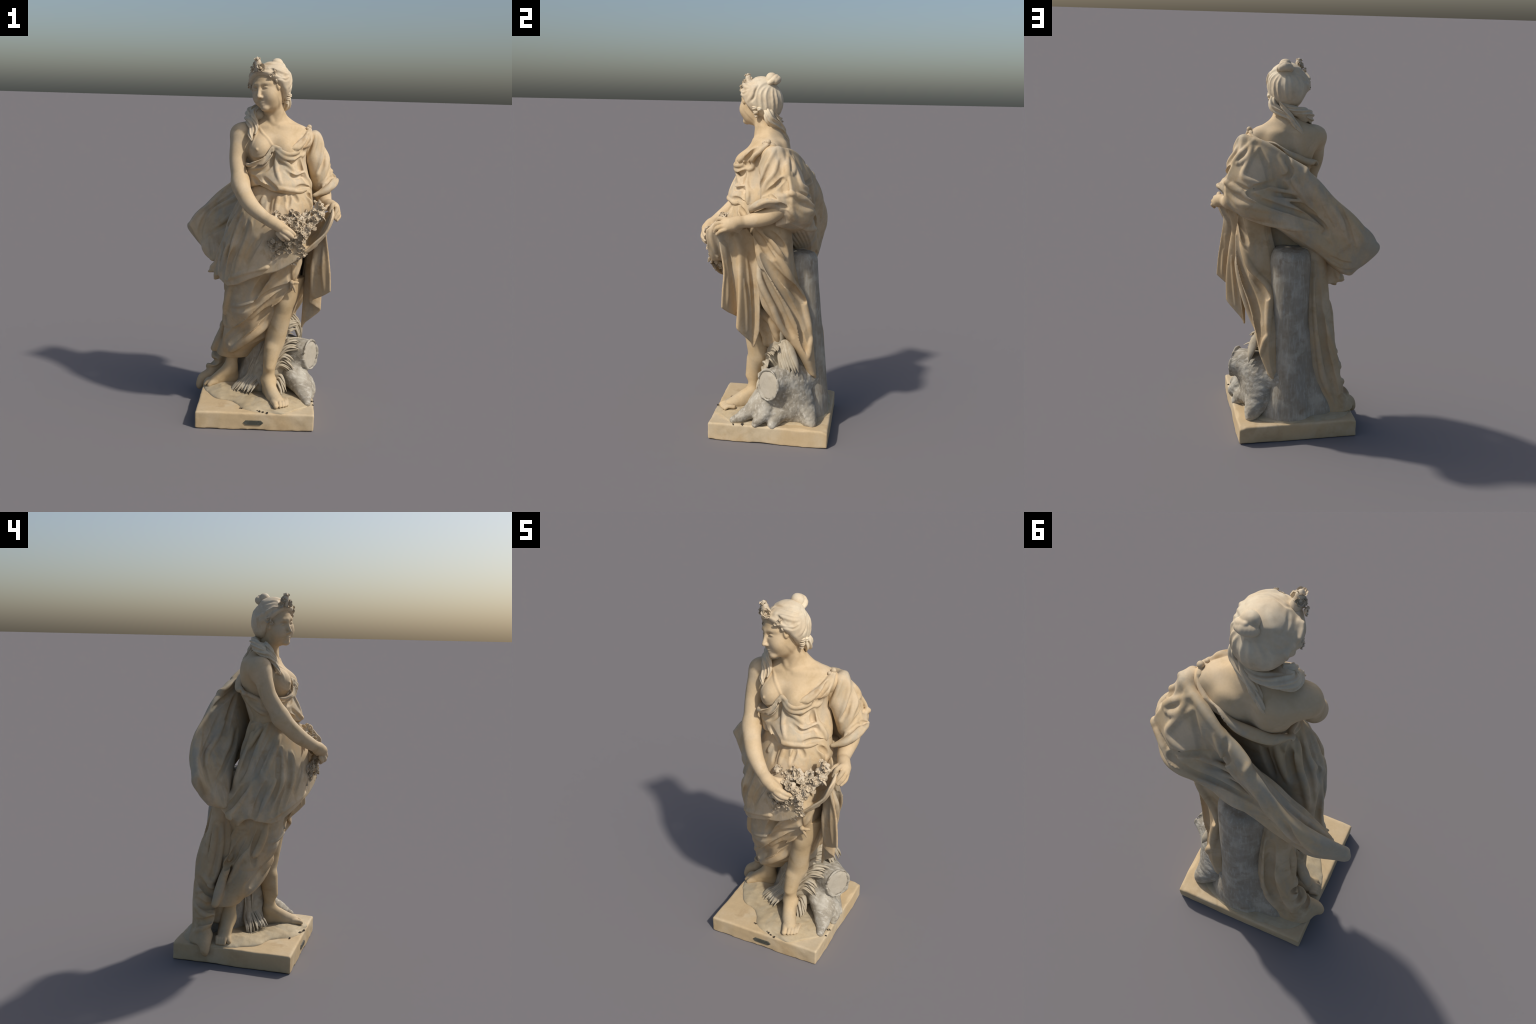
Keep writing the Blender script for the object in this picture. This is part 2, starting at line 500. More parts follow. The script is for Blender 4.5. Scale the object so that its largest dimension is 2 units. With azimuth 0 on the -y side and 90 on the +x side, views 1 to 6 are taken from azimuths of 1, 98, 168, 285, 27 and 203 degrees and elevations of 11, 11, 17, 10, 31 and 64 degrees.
# ------------------------------------------------------------------ root
statue = bpy.data.objects.new('garden_statue', None)
bpy.context.scene.collection.objects.link(statue)
statue['label'] = 'weathered stone statue of a draped woman gathering flowers'
statue['category'] = 'statue'
# ------------------------------------------------------------------ plinth, ground, trunk, log
c = Clay((-0.36, -0.33, -0.02), (0.38, 0.41, 0.17), 0.004)
X, Y, Z = c.grid()
t = np.clip((Y + 0.294) / 0.664, 0, 1)
xl = -0.322 + 0.015 * t; xr = 0.332 + 0.012 * t
D = smax(smax(xl - X, X - xr, 0.006), smax(-0.294 - Y, Y - 0.371, 0.006), 0.006)
D = smax(D, Z - 0.097, 0.012)
D = smax(D, -Z, 0.004)
c.d = np.broadcast_to(D, c.n).astype(np.float32).copy()
c.roughen(0.0022, 0.12, 3); c.roughen(0.0010, 0.03, 4)
# worn corner and chipped edges
c.ellipsoid((0.345, 0.375, 0.105), (0.035, 0.03, 0.02), k=0.01, cut=True)
c.ellipsoid((-0.315, 0.37, 0.108), (0.03, 0.03, 0.018), k=0.01, cut=True)
c.ellipsoid((0.338, 0.21, 0.105), (0.012, 0.05, 0.012), k=0.006, cut=True)
V, F = c.mesh()
V[:, 2] = np.maximum(V[:, 2], 0.0)
plinth = add_mesh('plinth', V, F, PLINTH, statue)

# dark plaque on the front edge: a bar with pointed ends
def bar(name, cx, cz, w, h, y0, y1, mat, parent):
    o = [(-w, 0), (-w + h, h), (w - h, h), (w, 0), (w - h, -h), (-w + h, -h)]
    V = [(cx + a, y0, cz + b) for a, b in o] + [(cx + a * 0.97, y1, cz + b * 0.85) for a, b in o]
    F = [(6, 7, 8, 9), (6, 9, 10, 11)] + [(i, (i + 1) % 6, (i + 1) % 6 + 6, i + 6) for i in range(6)]
    ob = add_mesh(name, V, F, mat, parent)
    ob.data.polygons.foreach_set('use_smooth', np.zeros(len(F), bool))
    return ob
bar('name_plaque', 0.0, 0.042, 0.056, 0.0135, -0.289, -0.2985, PLAQUE, plinth)

# the slightly raised, scraped ground patch the figure stands on
c = Clay((-0.36, -0.33, 0.05), (0.38, 0.40, 0.22), 0.004)
edge = [(-0.235, -0.075), (-0.13, -0.135), (-0.04, -0.205), (0.06, -0.262), (0.16, -0.283), (0.235, -0.225), (0.305, -0.165), (0.315, -0.03), (0.29, 0.12),
        (0.27, 0.26), (0.12, 0.345), (-0.08, 0.36), (-0.25, 0.33), (-0.31, 0.2), (-0.30, 0.06)]
c.loft([(0.06, edge), (0.108, edge), (0.114, [(0.04 + (x - 0.04) * 0.93, 0.03 + (y - 0.03) * 0.93) for x, y in edge]),
        (0.122, [(0.04 + (x - 0.04) * 0.7, 0.05 + (y - 0.05) * 0.7) for x, y in edge])], [(0.0, 0.04, 0.03), (0.3, 0.04, 0.03)])
c.ellipsoid((0.06, -0.18, 0.085), (0.15, 0.10, 0.038), k=0.03)
c.ellipsoid((-0.10, 0.07, 0.08), (0.19, 0.12, 0.05), k=0.03)
c.roughen(0.004, 0.05, 5); c.roughen(0.002, 0.018, 6)
c.ridge([(0.0, -0.235, 0.11), (0.1, -0.272, 0.115), (0.17, -0.285, 0.115), (0.24, -0.22, 0.112), (0.30, -0.165, 0.112)], r=0.008, h=0.005)
V, F = c.mesh()
ground = add_mesh('scraped_ground', V, F, GROUND, statue)

def chips(name, spots, parent, seed):
    rng = np.random.RandomState(seed); parts = []
    for x, y, z, s in spots:
        for _ in range(5):
            p = A([x, y, z]) + rng.uniform(-1, 1, 3) * A([s, s * 0.5, 0.0005])
            q = p + rng.uniform(-1, 1, 3) * A([s, s * 0.4, 0.0])
            v, f = sweep([p, (p + q) / 2 + rng.uniform(-1, 1, 3) * A([0.002, 0.002, 0]), q], [0.001, 0.0045, 0.001], 8, 6)
            parts.append((v, f))
    ob = add_mesh(name, *merge(parts), CHIP, parent); ob['kind'] = 'stuff'
    return ob
chips('chipped_pit', [(0.03, -0.272, 0.1015, 0.016), (0.075, -0.288, 0.1, 0.008), (-0.07, -0.235, 0.099, 0.006), (0.322, -0.10, 0.1, 0.012), (0.33, -0.15, 0.098, 0.005)], plinth, 7)

# grey tree trunk that backs the figure
c = Clay((-0.24, 0.0, 0.08), (0.28, 0.40, 1.05), 0.005)
def oval(cx, cy, rx, ry, n=10, ph=0.0):
    return [(cx + rx * math.cos(ph + 2 * math.pi * i / n), cy + ry * math.sin(ph + 2 * math.pi * i / n)) for i in range(n)]
c.loft([(0.085, oval(0.04, 0.185, 0.20, 0.168)), (0.13, oval(0.04, 0.185, 0.185, 0.164)), (0.20, oval(0.042, 0.185, 0.15, 0.165)), (0.32, oval(0.045, 0.18, 0.118, 0.155)),
        (0.5, oval(0.045, 0.17, 0.108, 0.145)), (0.75, oval(0.048, 0.16, 0.11, 0.128)), (0.95, oval(0.046, 0.155, 0.112, 0.115)), (1.0, oval(0.046, 0.155, 0.108, 0.112)), (1.03, oval(0.046, 0.155, 0.09, 0.09))],
       [(0.08, 0.04, 0.19), (1.05, 0.046, 0.155)])
c.tube([(-0.04, 0.20, 0.55), (-0.075, 0.225, 0.30), (-0.13, 0.24, 0.12)], [0.05, 0.06, 0.075], k=0.05)
c.roughen(0.004, 0.08, 8, (1, 1, 3)); c.roughen(0.0025, 0.022, 9, (1, 1, 7))
V, F = c.mesh()
trunk = add_mesh('tree_trunk', V, F, BARK, statue)

# cut log end with roots in front of the trunk
c = Clay((0.0, -0.24, 0.08), (0.40, 0.38, 0.50), 0.004)
ld = A([0.81, -0.57, 0.06]); ld /= np.linalg.norm(ld)
lu = A([0, 0, 1]) - ld * ld[2]; lu /= np.linalg.norm(lu); ls = np.cross(ld, lu)
lc = A([0.320, 0.036, 0.335])
Laxes = np.stack([ld, ls, lu])
c.tube([lc - ld * 0.30, lc - ld * 0.15, lc - ld * 0.01], [0.105, 0.092, 0.078])
c.halfspace(lc - ld * 0.004, ld, 0.006)
c.ellipsoid((0.20, 0.14, 0.22), (0.105, 0.12, 0.16), k=0.05)
c.tube([(0.22, 0.1, 0.2), (0.275, 0.075, 0.14), (0.318, 0.066, 0.105)], [0.07, 0.05, 0.026], k=0.03)
c.tube([(0.22, 0.02, 0.22), (0.265, -0.06, 0.16), (0.298, -0.155, 0.105)], [0.075, 0.042, 0.016], k=0.03)
c.tube([(0.19, 0.2, 0.2), (0.25, 0.25, 0.14), (0.27, 0.275, 0.105)], [0.08, 0.05, 0.028], k=0.03)
c.tube([(0.270, 0.03, 0.22), (0.298, -0.04, 0.175), (0.305, -0.11, 0.140), (0.300, -0.158, 0.112)], [0.036, 0.028, 0.020, 0.012], k=0.03)
c.tube([(0.3, 0.02, 0.17), (0.325, -0.01, 0.13), (0.328, -0.03, 0.105)], [0.045, 0.03, 0.02], k=0.02)
c.ellipsoid(lc, (0.010, 0.068, 0.08), Laxes, k=0.004, cut=True)
c.tube([lc + ls * (0.073 * math.cos(a)) + lu * (0.085 * math.sin(a)) for a in np.linspace(0.3, 2 * math.pi - 0.2, 14)], [0.006, 0.008, 0.005, 0.008, 0.007, 0.004], k=0.010)
c.roughen(0.005, 0.05, 11); c.roughen(0.0022, 0.014, 12, (2.5, 1, 1))
V, F = c.mesh()
V[:, 2] = np.maximum(V[:, 2], 0.09)
log = add_mesh('rooted_log', V, F, LOG, statue)
c = Clay(lc - 0.1, lc + 0.1, 0.003)
c.ellipsoid(lc - ld * 0.006, (0.007, 0.069, 0.081), Laxes)
V, F = c.mesh()
add_mesh('sawn_face', V, F, CUTFACE, log)
# ------------------------------------------------------------------ figure: flesh
# head frame: forward, left, up (turned to her right, tilted)
az = math.radians(326)
hf = A([math.sin(az), -math.cos(az), 0]); hl = A([-hf[1], hf[0], 0])
hu = A([0, 0, 1]) - 0.19 * hl; hu /= np.linalg.norm(hu); hl = np.cross(hu, hf)
hl = hl if hl[0] > 0 else -hl
HO = A([0.047, -0.068, 1.85]) - 0.004 * hl
HAX = np.stack([hf, hl, hu])
def H(a, b, c_):
    return HO + a * hf + b * hl + c_ * hu

c = Clay((-0.20, -0.42, 1.06), (0.46, 0.16, 1.98), 0.003)
c.loft([(1.28, [(0.08, -0.17), (0.19, -0.14), (0.25, -0.06), (0.20, 0.03), (0.08, 0.04), (-0.03, 0.02), (-0.06, -0.06), (-0.01, -0.14)]),
        (1.40, [(0.07, -0.165), (0.17, -0.14), (0.215, -0.06), (0.19, 0.05), (0.07, 0.07), (-0.03, 0.055), (-0.06, -0.04), (-0.02, -0.12)]),
        (1.50, [(0.06, -0.152), (0.15, -0.145), (0.215, -0.08), (0.225, 0.02), (0.15, 0.094), (0.04, 0.094), (-0.04, 0.072), (-0.085, 0.03), (-0.075, -0.07), (-0.02, -0.13)]),
        (1.58, [(0.066, -0.143), (0.16, -0.128), (0.24, -0.06), (0.248, 0.03), (0.16, 0.097), (0.04, 0.090), (-0.06, 0.068), (-0.11, 0.03), (-0.10, -0.06), (-0.02, -0.125)]),
        (1.635, [(0.066, -0.106), (0.15, -0.09), (0.225, -0.03), (0.228, 0.03), (0.15, 0.07), (0.04, 0.083), (-0.06, 0.066), (-0.115, 0.02), (-0.11, -0.045), (-0.03, -0.09)]),
        (1.668, [(0.067, -0.088), (0.14, -0.05), (0.175, 0.0), (0.12, 0.04), (0.045, 0.062), (-0.03, 0.045), (-0.055, -0.01), (-0.01, -0.07)]),
        (1.705, [(0.067, -0.072), (0.112, -0.04), (0.115, 0.0), (0.09, 0.02), (0.05, 0.03), (0.015, 0.01), (0.012, -0.04)])],
       [(1.2, 0.08, -0.05), (1.58, 0.065, -0.02), (1.72, 0.065, -0.025)])
# collar bones, spine furrow, shoulder blades
c.tube([(0.075, -0.02, 1.655), (0.066, -0.035, 1.70), (0.052, -0.058, 1.76), (0.048, -0.065, 1.80)], [0.062, 0.056, 0.053, 0.055], k=0.03)
c.ridge([(0.03, -0.10, 1.645), (-0.04, -0.09, 1.65), (-0.10, -0.055, 1.655)], r=0.016, h=0.004, k=0.02)
c.ridge([(0.10, -0.10, 1.645), (0.16, -0.08, 1.655), (0.215, -0.03, 1.655)], r=0.016, h=0.005, k=0.02)
c.groove([(0.052, 0.09, 1.64), (0.045, 0.1, 1.56), (0.04, 0.1, 1.48)], r=0.03, h=0.005, k=0.03)
c.ellipsoid((-0.03, 0.055, 1.575), (0.05, 0.03, 0.06), k=0.04)
c.ellipsoid((0.13, 0.062, 1.575), (0.05, 0.03, 0.06), k=0.04)
# neck tendons
c.ridge([(0.075, -0.095, 1.66), (0.092, -0.08, 1.70), (0.098, -0.07, 1.75)], r=0.012, h=0.004, k=0.015)
c.ridge([(0.058, -0.095, 1.66), (0.03, -0.09, 1.70), (-0.002, -0.05, 1.76)], r=0.012, h=0.003, k=0.015)
# breasts
c.ellipsoid((-0.006, -0.134, 1.522), (0.054, 0.053, 0.060), k=0.055)
c.ellipsoid((-0.024, -0.184, 1.523), (0.0055, 0.0055, 0.0055), k=0.01)
c.ellipsoid((0.125, -0.140, 1.518), (0.055, 0.054, 0.056), k=0.045)
c.base = None
# folds drawn on the torso
c.ridge([(-0.019, -0.097, 1.639), (0.014, -0.135, 1.598), (0.063, -0.166, 1.541)], r=0.008, h=0.004, k=0.005)
c.ridge([(-0.051, -0.154, 1.493), (-0.023, -0.172, 1.482), (0.010, -0.179, 1.490), (0.037, -0.174, 1.511)], r=0.007, h=0.0022, k=0.006)
c.ridge([(-0.028, -0.098, 1.625), (-0.040, -0.145, 1.574), (-0.052, -0.161, 1.534)], r=0.007, h=0.0022, k=0.006)
c.base = None
# right arm, hanging then bent across to the flowers
c.tube([(-0.085, -0.02, 1.60), (-0.110, -0.035, 1.592)], [0.055, 0.056], k=0.05)
c.tube([(-0.112, -0.038, 1.594), (-0.123, -0.068, 1.53), (-0.126, -0.092, 1.46), (-0.114, -0.135, 1.385), (-0.099, -0.178, 1.318), (-0.048, -0.248, 1.24), (0.02, -0.308, 1.189), (0.066, -0.338, 1.166)],
       [0.054, 0.047, 0.0445, 0.044, 0.047, 0.0425, 0.033, 0.028], k=0.03)
c.ellipsoid((-0.104, -0.155, 1.345), (0.043, 0.045, 0.047), k=0.03)
# right hand: back of the hand, knuckles, fingers drooping into the flowers
c.tube([(0.066, -0.338, 1.166), (0.100, -0.352, 1.150), (0.132, -0.352, 1.134)], [0.027, 0.030, 0.022], k=0.02)
c.tube([(0.085, -0.322, 1.150), (0.125, -0.322, 1.130)], [0.022, 0.018], k=0.02)
c.tube([(0.135, -0.358, 1.140), (0.163, -0.349, 1.122), (0.186, -0.325, 1.100)], [0.0155, 0.0135, 0.0105], k=0.006)
c.tube([(0.128, -0.365, 1.126), (0.155, -0.364, 1.108), (0.175, -0.342, 1.090)], [0.0145, 0.0125, 0.0095], k=0.005)
c.tube([(0.115, -0.360, 1.113), (0.140, -0.363, 1.092), (0.157, -0.345, 1.077)], [0.0135, 0.0115, 0.0090], k=0.005)
c.tube([(0.100, -0.345, 1.108), (0.118, -0.352, 1.086), (0.132, -0.340, 1.072)], [0.0125, 0.0105, 0.0085], k=0.005)
c.tube([(0.092, -0.318, 1.160), (0.128, -0.295, 1.152), (0.158, -0.280, 1.140)], [0.016, 0.013, 0.010], k=0.008)
# left arm
c.tube([(0.215, 0.015, 1.592), (0.24, 0.02, 1.575)], [0.046, 0.044], k=0.04)
c.tube([(0.245, 0.025, 1.57), (0.305, 0.06, 1.45), (0.345, 0.085, 1.315)], [0.042, 0.040, 0.045], k=0.03)
c.tube([(0.345, 0.085, 1.305), (0.350, 0.03, 1.268), (0.353, -0.03, 1.246), (0.364, -0.09, 1.234), (0.380, -0.128, 1.232)], [0.045, 0.046, 0.041, 0.032, 0.027], k=0.025)
# left hand lifting the hem: palm, curled fingers
c.tube([(0.381, -0.128, 1.232), (0.396, -0.162, 1.228), (0.402, -0.188, 1.224)], [0.027, 0.030, 0.022], k=0.02)
c.tube([(0.400, -0.150, 1.212), (0.412, -0.182, 1.203)], [0.024, 0.018], k=0.02)
c.tube([(0.392, -0.185, 1.244), (0.384, -0.228, 1.246), (0.372, -0.240, 1.212)], [0.013, 0.0115, 0.0095], k=0.005)
c.tube([(0.405, -0.192, 1.230), (0.405, -0.235, 1.222), (0.388, -0.250, 1.190)], [0.013, 0.0115, 0.0092], k=0.005)
c.tube([(0.415, -0.190, 1.213), (0.418, -0.230, 1.202), (0.400, -0.246, 1.178)], [0.0125, 0.011, 0.009], k=0.005)
c.tube([(0.420, -0.182, 1.198), (0.424, -0.212, 1.186), (0.410, -0.232, 1.168)], [0.0115, 0.010, 0.0085], k=0.005)
c.tube([(0.378, -0.145, 1.225), (0.358, -0.185, 1.230), (0.352, -0.215, 1.222)], [0.014, 0.012, 0.009], k=0.008)
# head
c.ellipsoid(H(0.004, 0, 0.022), (0.094, 0.084, 0.088), HAX, k=0.0)
c.ellipsoid(H(0.040, 0, -0.012), (0.078, 0.072, 0.102), HAX, k=0.03)
c.tube([H(0.045, 0, -0.070), H(0.080, 0, -0.106)], [0.055, 0.020], k=0.035)
for sgn in (-1, 1):
    c.ellipsoid(H(0.078, 0.034 * sgn, -0.050), (0.030, 0.030, 0.034), HAX, k=0.03)
    c.tube([H(0.113, 0.008 * sgn, 0.006), H(0.106, 0.032 * sgn, 0.011), H(0.088, 0.056 * sgn, 0.004)], [0.008, 0.008, 0.006], k=0.016)
    c.ellipsoid(H(0.119, 0.030 * sgn, -0.012), (0.016, 0.019, 0.011), HAX, k=0.010, cut=True)
    c.ellipsoid(H(0.0975, 0.031 * sgn, -0.014), (0.0125, 0.0145, 0.0105), HAX, k=0.004)
    c.tube([H(0.109, 0.018 * sgn, -0.014), H(0.112, 0.030 * sgn, -0.010), H(0.105, 0.045 * sgn, -0.015)], [0.0025, 0.003, 0.0025], k=0.004)
    # ears
    c.ellipsoid(H(0.052, 0.078 * sgn, -0.008), (0.015, 0.010, 0.025), HAX, k=0.006)
    c.ellipsoid(H(0.055, 0.088 * sgn, -0.004), (0.007, 0.007, 0.013), HAX, k=0.004, cut=True)
c.tube([H(0.112, 0, 0.006), H(0.121, 0, -0.025), H(0.132, 0, -0.054)], [0.0065, 0.0070, 0.0095], k=0.010)
c.ellipsoid(H(0.118, 0.0095, -0.059), (0.010, 0.007, 0.0068), HAX, k=0.007)
c.ellipsoid(H(0.118, -0.0095, -0.059), (0.010, 0.007, 0.0068), HAX, k=0.007)
c.tube([H(0.099, -0.019, -0.0865), H(0.108, -0.010, -0.0835), H(0.1105, 0, -0.0845), H(0.108, 0.010, -0.0835), H(0.099, 0.019, -0.0865)], [0.003, 0.0058, 0.0055, 0.0058, 0.003], k=0.006)
c.tube([H(0.097, -0.019, -0.092), H(0.1055, 0, -0.0945), H(0.097, 0.019, -0.092)], [0.004, 0.0075, 0.004], k=0.006)
c.tube([H(0.107, -0.019, -0.0885), H(0.1165, 0, -0.0895), H(0.107, 0.019, -0.0885)], 0.0018, k=0.003, cut=True)
c.ellipsoid(H(0.091, 0, -0.114), (0.016, 0.019, 0.014), HAX, k=0.014)
V, F = c.mesh(1)
ctr = V[F].mean(1)
lab = np.full(len(F), 0)                       # torso
rel = ctr - HO
up = rel @ hu; fw = rel @ hf
lab[(ctr[:, 2] > 1.665) & (np.hypot(ctr[:, 0] - 0.06, ctr[:, 1] + 0.045) < 0.075)] = 1   # neck
lab[(up > -0.095 + 0.55 * np.clip(0.04 - fw, 0, 0.1) * 0.4) & (ctr[:, 2] > 1.70) & ((up > -0.065) | (fw > 0.045))] = 2   # head
ra = (ctr[:, 0] < -0.075 - 0.05 * np.clip(1.55 - ctr[:, 2], -0.1, 0.1)) | ((ctr[:, 2] < 1.33) & (ctr[:, 1] < -0.10) & (ctr[:, 0] < 0.30) & (ctr[:, 0] * 0.6 + (-ctr[:, 1]) > 0.10 + 0.07))
lab[ra & (lab == 0)] = 3
lab[(lab == 3) & ((ctr - A([0.068, -0.338, 1.166])) @ A([0.82, -0.35, -0.45]) > 0)] = 4
la = (ctr[:, 0] > 0.235) & (ctr[:, 2] < 1.60)
lab[la & (lab == 0)] = 5
lab[(lab == 5) & (ctr[:, 1] < -0.130)] = 6
made = add_split(V, F, lab, ['torso', 'neck', 'head', 'arm', 'hand', 'arm', 'hand'], SKIN, statue)

# left leg, bare from the knee down
c = Clay((-0.02, -0.32, 0.09), (0.26, 0.04, 0.82), 0.003)
c.tube([(0.185, -0.06, 0.82), (0.165, -0.078, 0.72), (0.150, -0.077, 0.66), (0.135, -0.072, 0.58), (0.118, -0.058, 0.50), (0.105, -0.055, 0.43), (0.088, -0.066, 0.35), (0.079, -0.075, 0.28), (0.078, -0.078, 0.22)],
       [0.075, 0.064, 0.057, 0.055, 0.058, 0.054, 0.042, 0.034, 0.033], k=0.02)
c.ellipsoid((0.150, -0.105, 0.668), (0.033, 0.028, 0.038), k=0.03)
c.ellipsoid((0.112, -0.035, 0.46), (0.045, 0.042, 0.08), k=0.03)
c.tube([(0.086, -0.085, 0.40), (0.076, -0.103, 0.30)], [0.03, 0.022], k=0.03)
# ankle bones, heel, foot
c.ellipsoid((0.050, -0.072, 0.215), (0.012, 0.016, 0.018), k=0.02)
c.ellipsoid((0.108, -0.078, 0.208), (0.012, 0.016, 0.018), k=0.02)
c.ellipsoid((0.076, -0.052, 0.148), (0.032, 0.040, 0.038), k=0.03)
c.tube([(0.078, -0.08, 0.20), (0.090, -0.125, 0.178), (0.112, -0.175, 0.150), (0.128, -0.212, 0.135)], [0.036, 0.036, 0.032, 0.024], k=0.03)
c.tube([(0.082, -0.08, 0.145), (0.105, -0.150, 0.135), (0.148, -0.205, 0.130)], [0.03, 0.034, 0.022], k=0.03)
c.tube([(0.110, -0.21, 0.133), (0.118, -0.24, 0.130), (0.121, -0.258, 0.126)], [0.020, 0.016, 0.014], k=0.006)
for i, (dx, ln) in enumerate(((0.0265, 0.0), (0.042, 0.008), (0.056, 0.018), (0.067, 0.03))):
    c.tube([(0.112 + dx, -0.205 + ln, 0.137), (0.116 + dx, -0.236 + ln, 0.138), (0.118 + dx, -0.254 + ln, 0.125)], [0.0115, 0.0105, 0.0092], k=0.004)
c.d = smax(c.d, (0.112 - c.grid()[2]) + 0 * c.d, 0.004)
V, F = c.mesh(1)
ctr = V[F].mean(1)
lab = (ctr[:, 2] < 0.225 + 0.0 * ctr[:, 1]).astype(int)
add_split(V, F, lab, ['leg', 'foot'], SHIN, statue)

# right ankle and foot below the skirt
c = Clay((-0.36, 0.0, 0.09), (-0.03, 0.22, 0.40), 0.003)
c.tube([(-0.125, 0.085, 0.40), (-0.135, 0.092, 0.32), (-0.142, 0.098, 0.26), (-0.150, 0.103, 0.20)], [0.042, 0.035, 0.034, 0.036], k=0.02)
c.ellipsoid((-0.132, 0.122, 0.155), (0.038, 0.034, 0.036), k=0.03)
c.tube([(-0.148, 0.098, 0.215), (-0.190, 0.098, 0.180), (-0.230, 0.092, 0.150), (-0.256, 0.088, 0.128)], [0.038, 0.036, 0.030, 0.022], k=0.03)
c.tube([(-0.14, 0.12, 0.15), (-0.20, 0.115, 0.135), (-0.262, 0.108, 0.125)], [0.034, 0.034, 0.020], k=0.03)
c.tube([(-0.235, 0.080, 0.135), (-0.256, 0.070, 0.128), (-0.270, 0.063, 0.118)], [0.021, 0.017, 0.014], k=0.006)
for i in range(4):
    y = 0.083 + 0.0135 * i
    c.tube([(-0.255 - 0.003 * i, y + 0.006, 0.135), (-0.282 - 0.001 * i, y, 0.132), (-0.296 - 0.001 * i, y - 0.002, 0.115)], [0.0115, 0.0105, 0.0092], k=0.004)
c.d = smax(c.d, (0.100 - c.grid()[2]) + 0 * c.d, 0.004)
V, F = c.mesh(1)
ctr = V[F].mean(1)
lab = (ctr[:, 2] < 0.235).astype(int)
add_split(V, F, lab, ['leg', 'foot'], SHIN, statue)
# ------------------------------------------------------------------ hair
c = Clay((-0.11, -0.23, 1.70), (0.20, 0.10, 2.01), 0.0028)
c.ellipsoid(A([0.047, -0.066, 1.868]), (0.108, 0.111, 0.112))
c.ellipsoid(A([0.052, -0.022, 1.835]), (0.090, 0.074, 0.085), k=0.03)
def head_plane(a, cc, off):
    n = a * hf + cc * hu
    X, Y, Z = c.grid()
    return ((X - HO[0]) * n[0] + (Y - HO[1]) * n[1] + (Z - HO[2]) * n[2] - off).astype(np.float32)
c.d = smax(c.d, head_plane(0.753, -0.658, 0.040), 0.014)
BUN = A([0.073, 0.004, 1.967])
# combed-back rolls that frame the face and swell over the ears
for sg in (1, -1):
    c.base = None
    c.tube([H(0.104, 0.006 * sg, 0.078), H(0.096, 0.040 * sg, 0.066), H(0.074, 0.074 * sg, 0.046), H(0.046, 0.094 * sg, 0.024), H(0.010, 0.103 * sg, 0.018)], [0.008, 0.011, 0.013, 0.015, 0.012], k=0.024)
    c.tube([H(0.085, 0.055 * sg, 0.080), H(0.050, 0.090 * sg, 0.060), H(0.005, 0.106 * sg, 0.040)], [0.009, 0.012, 0.008], k=0.024)
    c.groove([H(0.108, 0.020 * sg, 0.082), H(0.090, 0.062 * sg, 0.072), H(0.055, 0.092 * sg, 0.046), H(0.015, 0.106 * sg, 0.035)], r=0.010, h=0.006, k=0.008)
    c.groove([H(0.090, 0.045 * sg, 0.098), H(0.055, 0.083 * sg, 0.085), H(0.010, 0.103 * sg, 0.065), H(-0.03, 0.095 * sg, 0.07)], r=0.008, h=0.004, k=0.008)
    c.groove([H(0.070, 0.020 * sg, 0.125), H(0.040, 0.060 * sg, 0.120), H(0.0, 0.080 * sg, 0.11)], r=0.008, h=0.003, k=0.008)
c.base = None
# locks combed from the bun down to the nape
for i, a in enumerate(np.linspace(80, 262, 15)):
    a = math.radians(a + (i % 3) * 3)
    low = A([0.05 + 0.10 * math.sin(a), -0.045 - 0.10 * math.cos(a), 1.80])
    mid = A([0.055 + 0.125 * math.sin(a), -0.05 - 0.12 * math.cos(a), 1.885])
    top = BUN + A([0.03 * math.sin(a), -0.03 * math.cos(a), -0.02])
    deep = 0.0055 if a < 2.7 else 0.003
    c.groove([top, (top * 0.45 + mid * 0.55) + A([0.01 * math.sin(a), -0.01 * math.cos(a), 0.02]), mid, low], r=0.009, h=deep, k=0.009, ends=(0.15, 0.2))
# folds drawn on the hair
c.groove([(0.134, -0.070, 1.934), (0.147, -0.086, 1.905), (0.153, -0.089, 1.873), (0.146, -0.107, 1.847)], r=0.010, h=0.008)
c.ridge([(0.137, -0.079, 1.929), (0.144, -0.096, 1.905), (0.148, -0.103, 1.877), (0.137, -0.126, 1.849)], r=0.010, h=0.005)
c.groove([(-0.014, -0.120, 1.943), (0.006, -0.109, 1.960), (0.058, -0.123, 1.962), (0.098, -0.114, 1.954), (0.124, -0.096, 1.935)], r=0.007, h=0.005)
c.groove([(-0.010, -0.161, 1.928), (0.033, -0.165, 1.944), (0.069, -0.171, 1.913), (0.101, -0.166, 1.900), (0.136, -0.122, 1.912)], r=0.007, h=0.005)
c.groove([(0.072, -0.177, 1.890), (0.098, -0.170, 1.892), (0.118, -0.156, 1.882), (0.136, -0.132, 1.896)], r=0.006, h=0.004)
c.roughen(0.0012, 0.02, 21)
V, F = c.mesh(1)
hair = add_mesh('hair', V, F, HAIR, statue)

# top knot: a coil of three rolls
c = Clay(BUN - 0.07, BUN + A([0.07, 0.07, 0.040]), 0.0022)
c.ellipsoid(BUN + A([-0.002, -0.014, 0.000]), (0.033, 0.031, 0.034))
c.tube([BUN + A([-0.026, 0.004, -0.018]), BUN + A([-0.018, 0.014, -0.008]), BUN + A([0.004, 0.018, -0.004]), BUN + A([0.022, 0.012, -0.012])], [0.016, 0.020, 0.022, 0.018], k=0.003)
c.tube([BUN + A([0.030, -0.026, -0.026]), BUN + A([0.032, -0.004, -0.014]), BUN + A([0.020, 0.010, 0.004]), BUN + A([0.000, 0.014, 0.014])], [0.011, 0.014, 0.013, 0.010], k=0.003)
c.d = smax(c.d, (c.grid()[2] - 2.0) + 0 * c.d, 0.003)
V, F = c.mesh(1)
add_mesh('hair_bun', V, F, HAIR, hair)

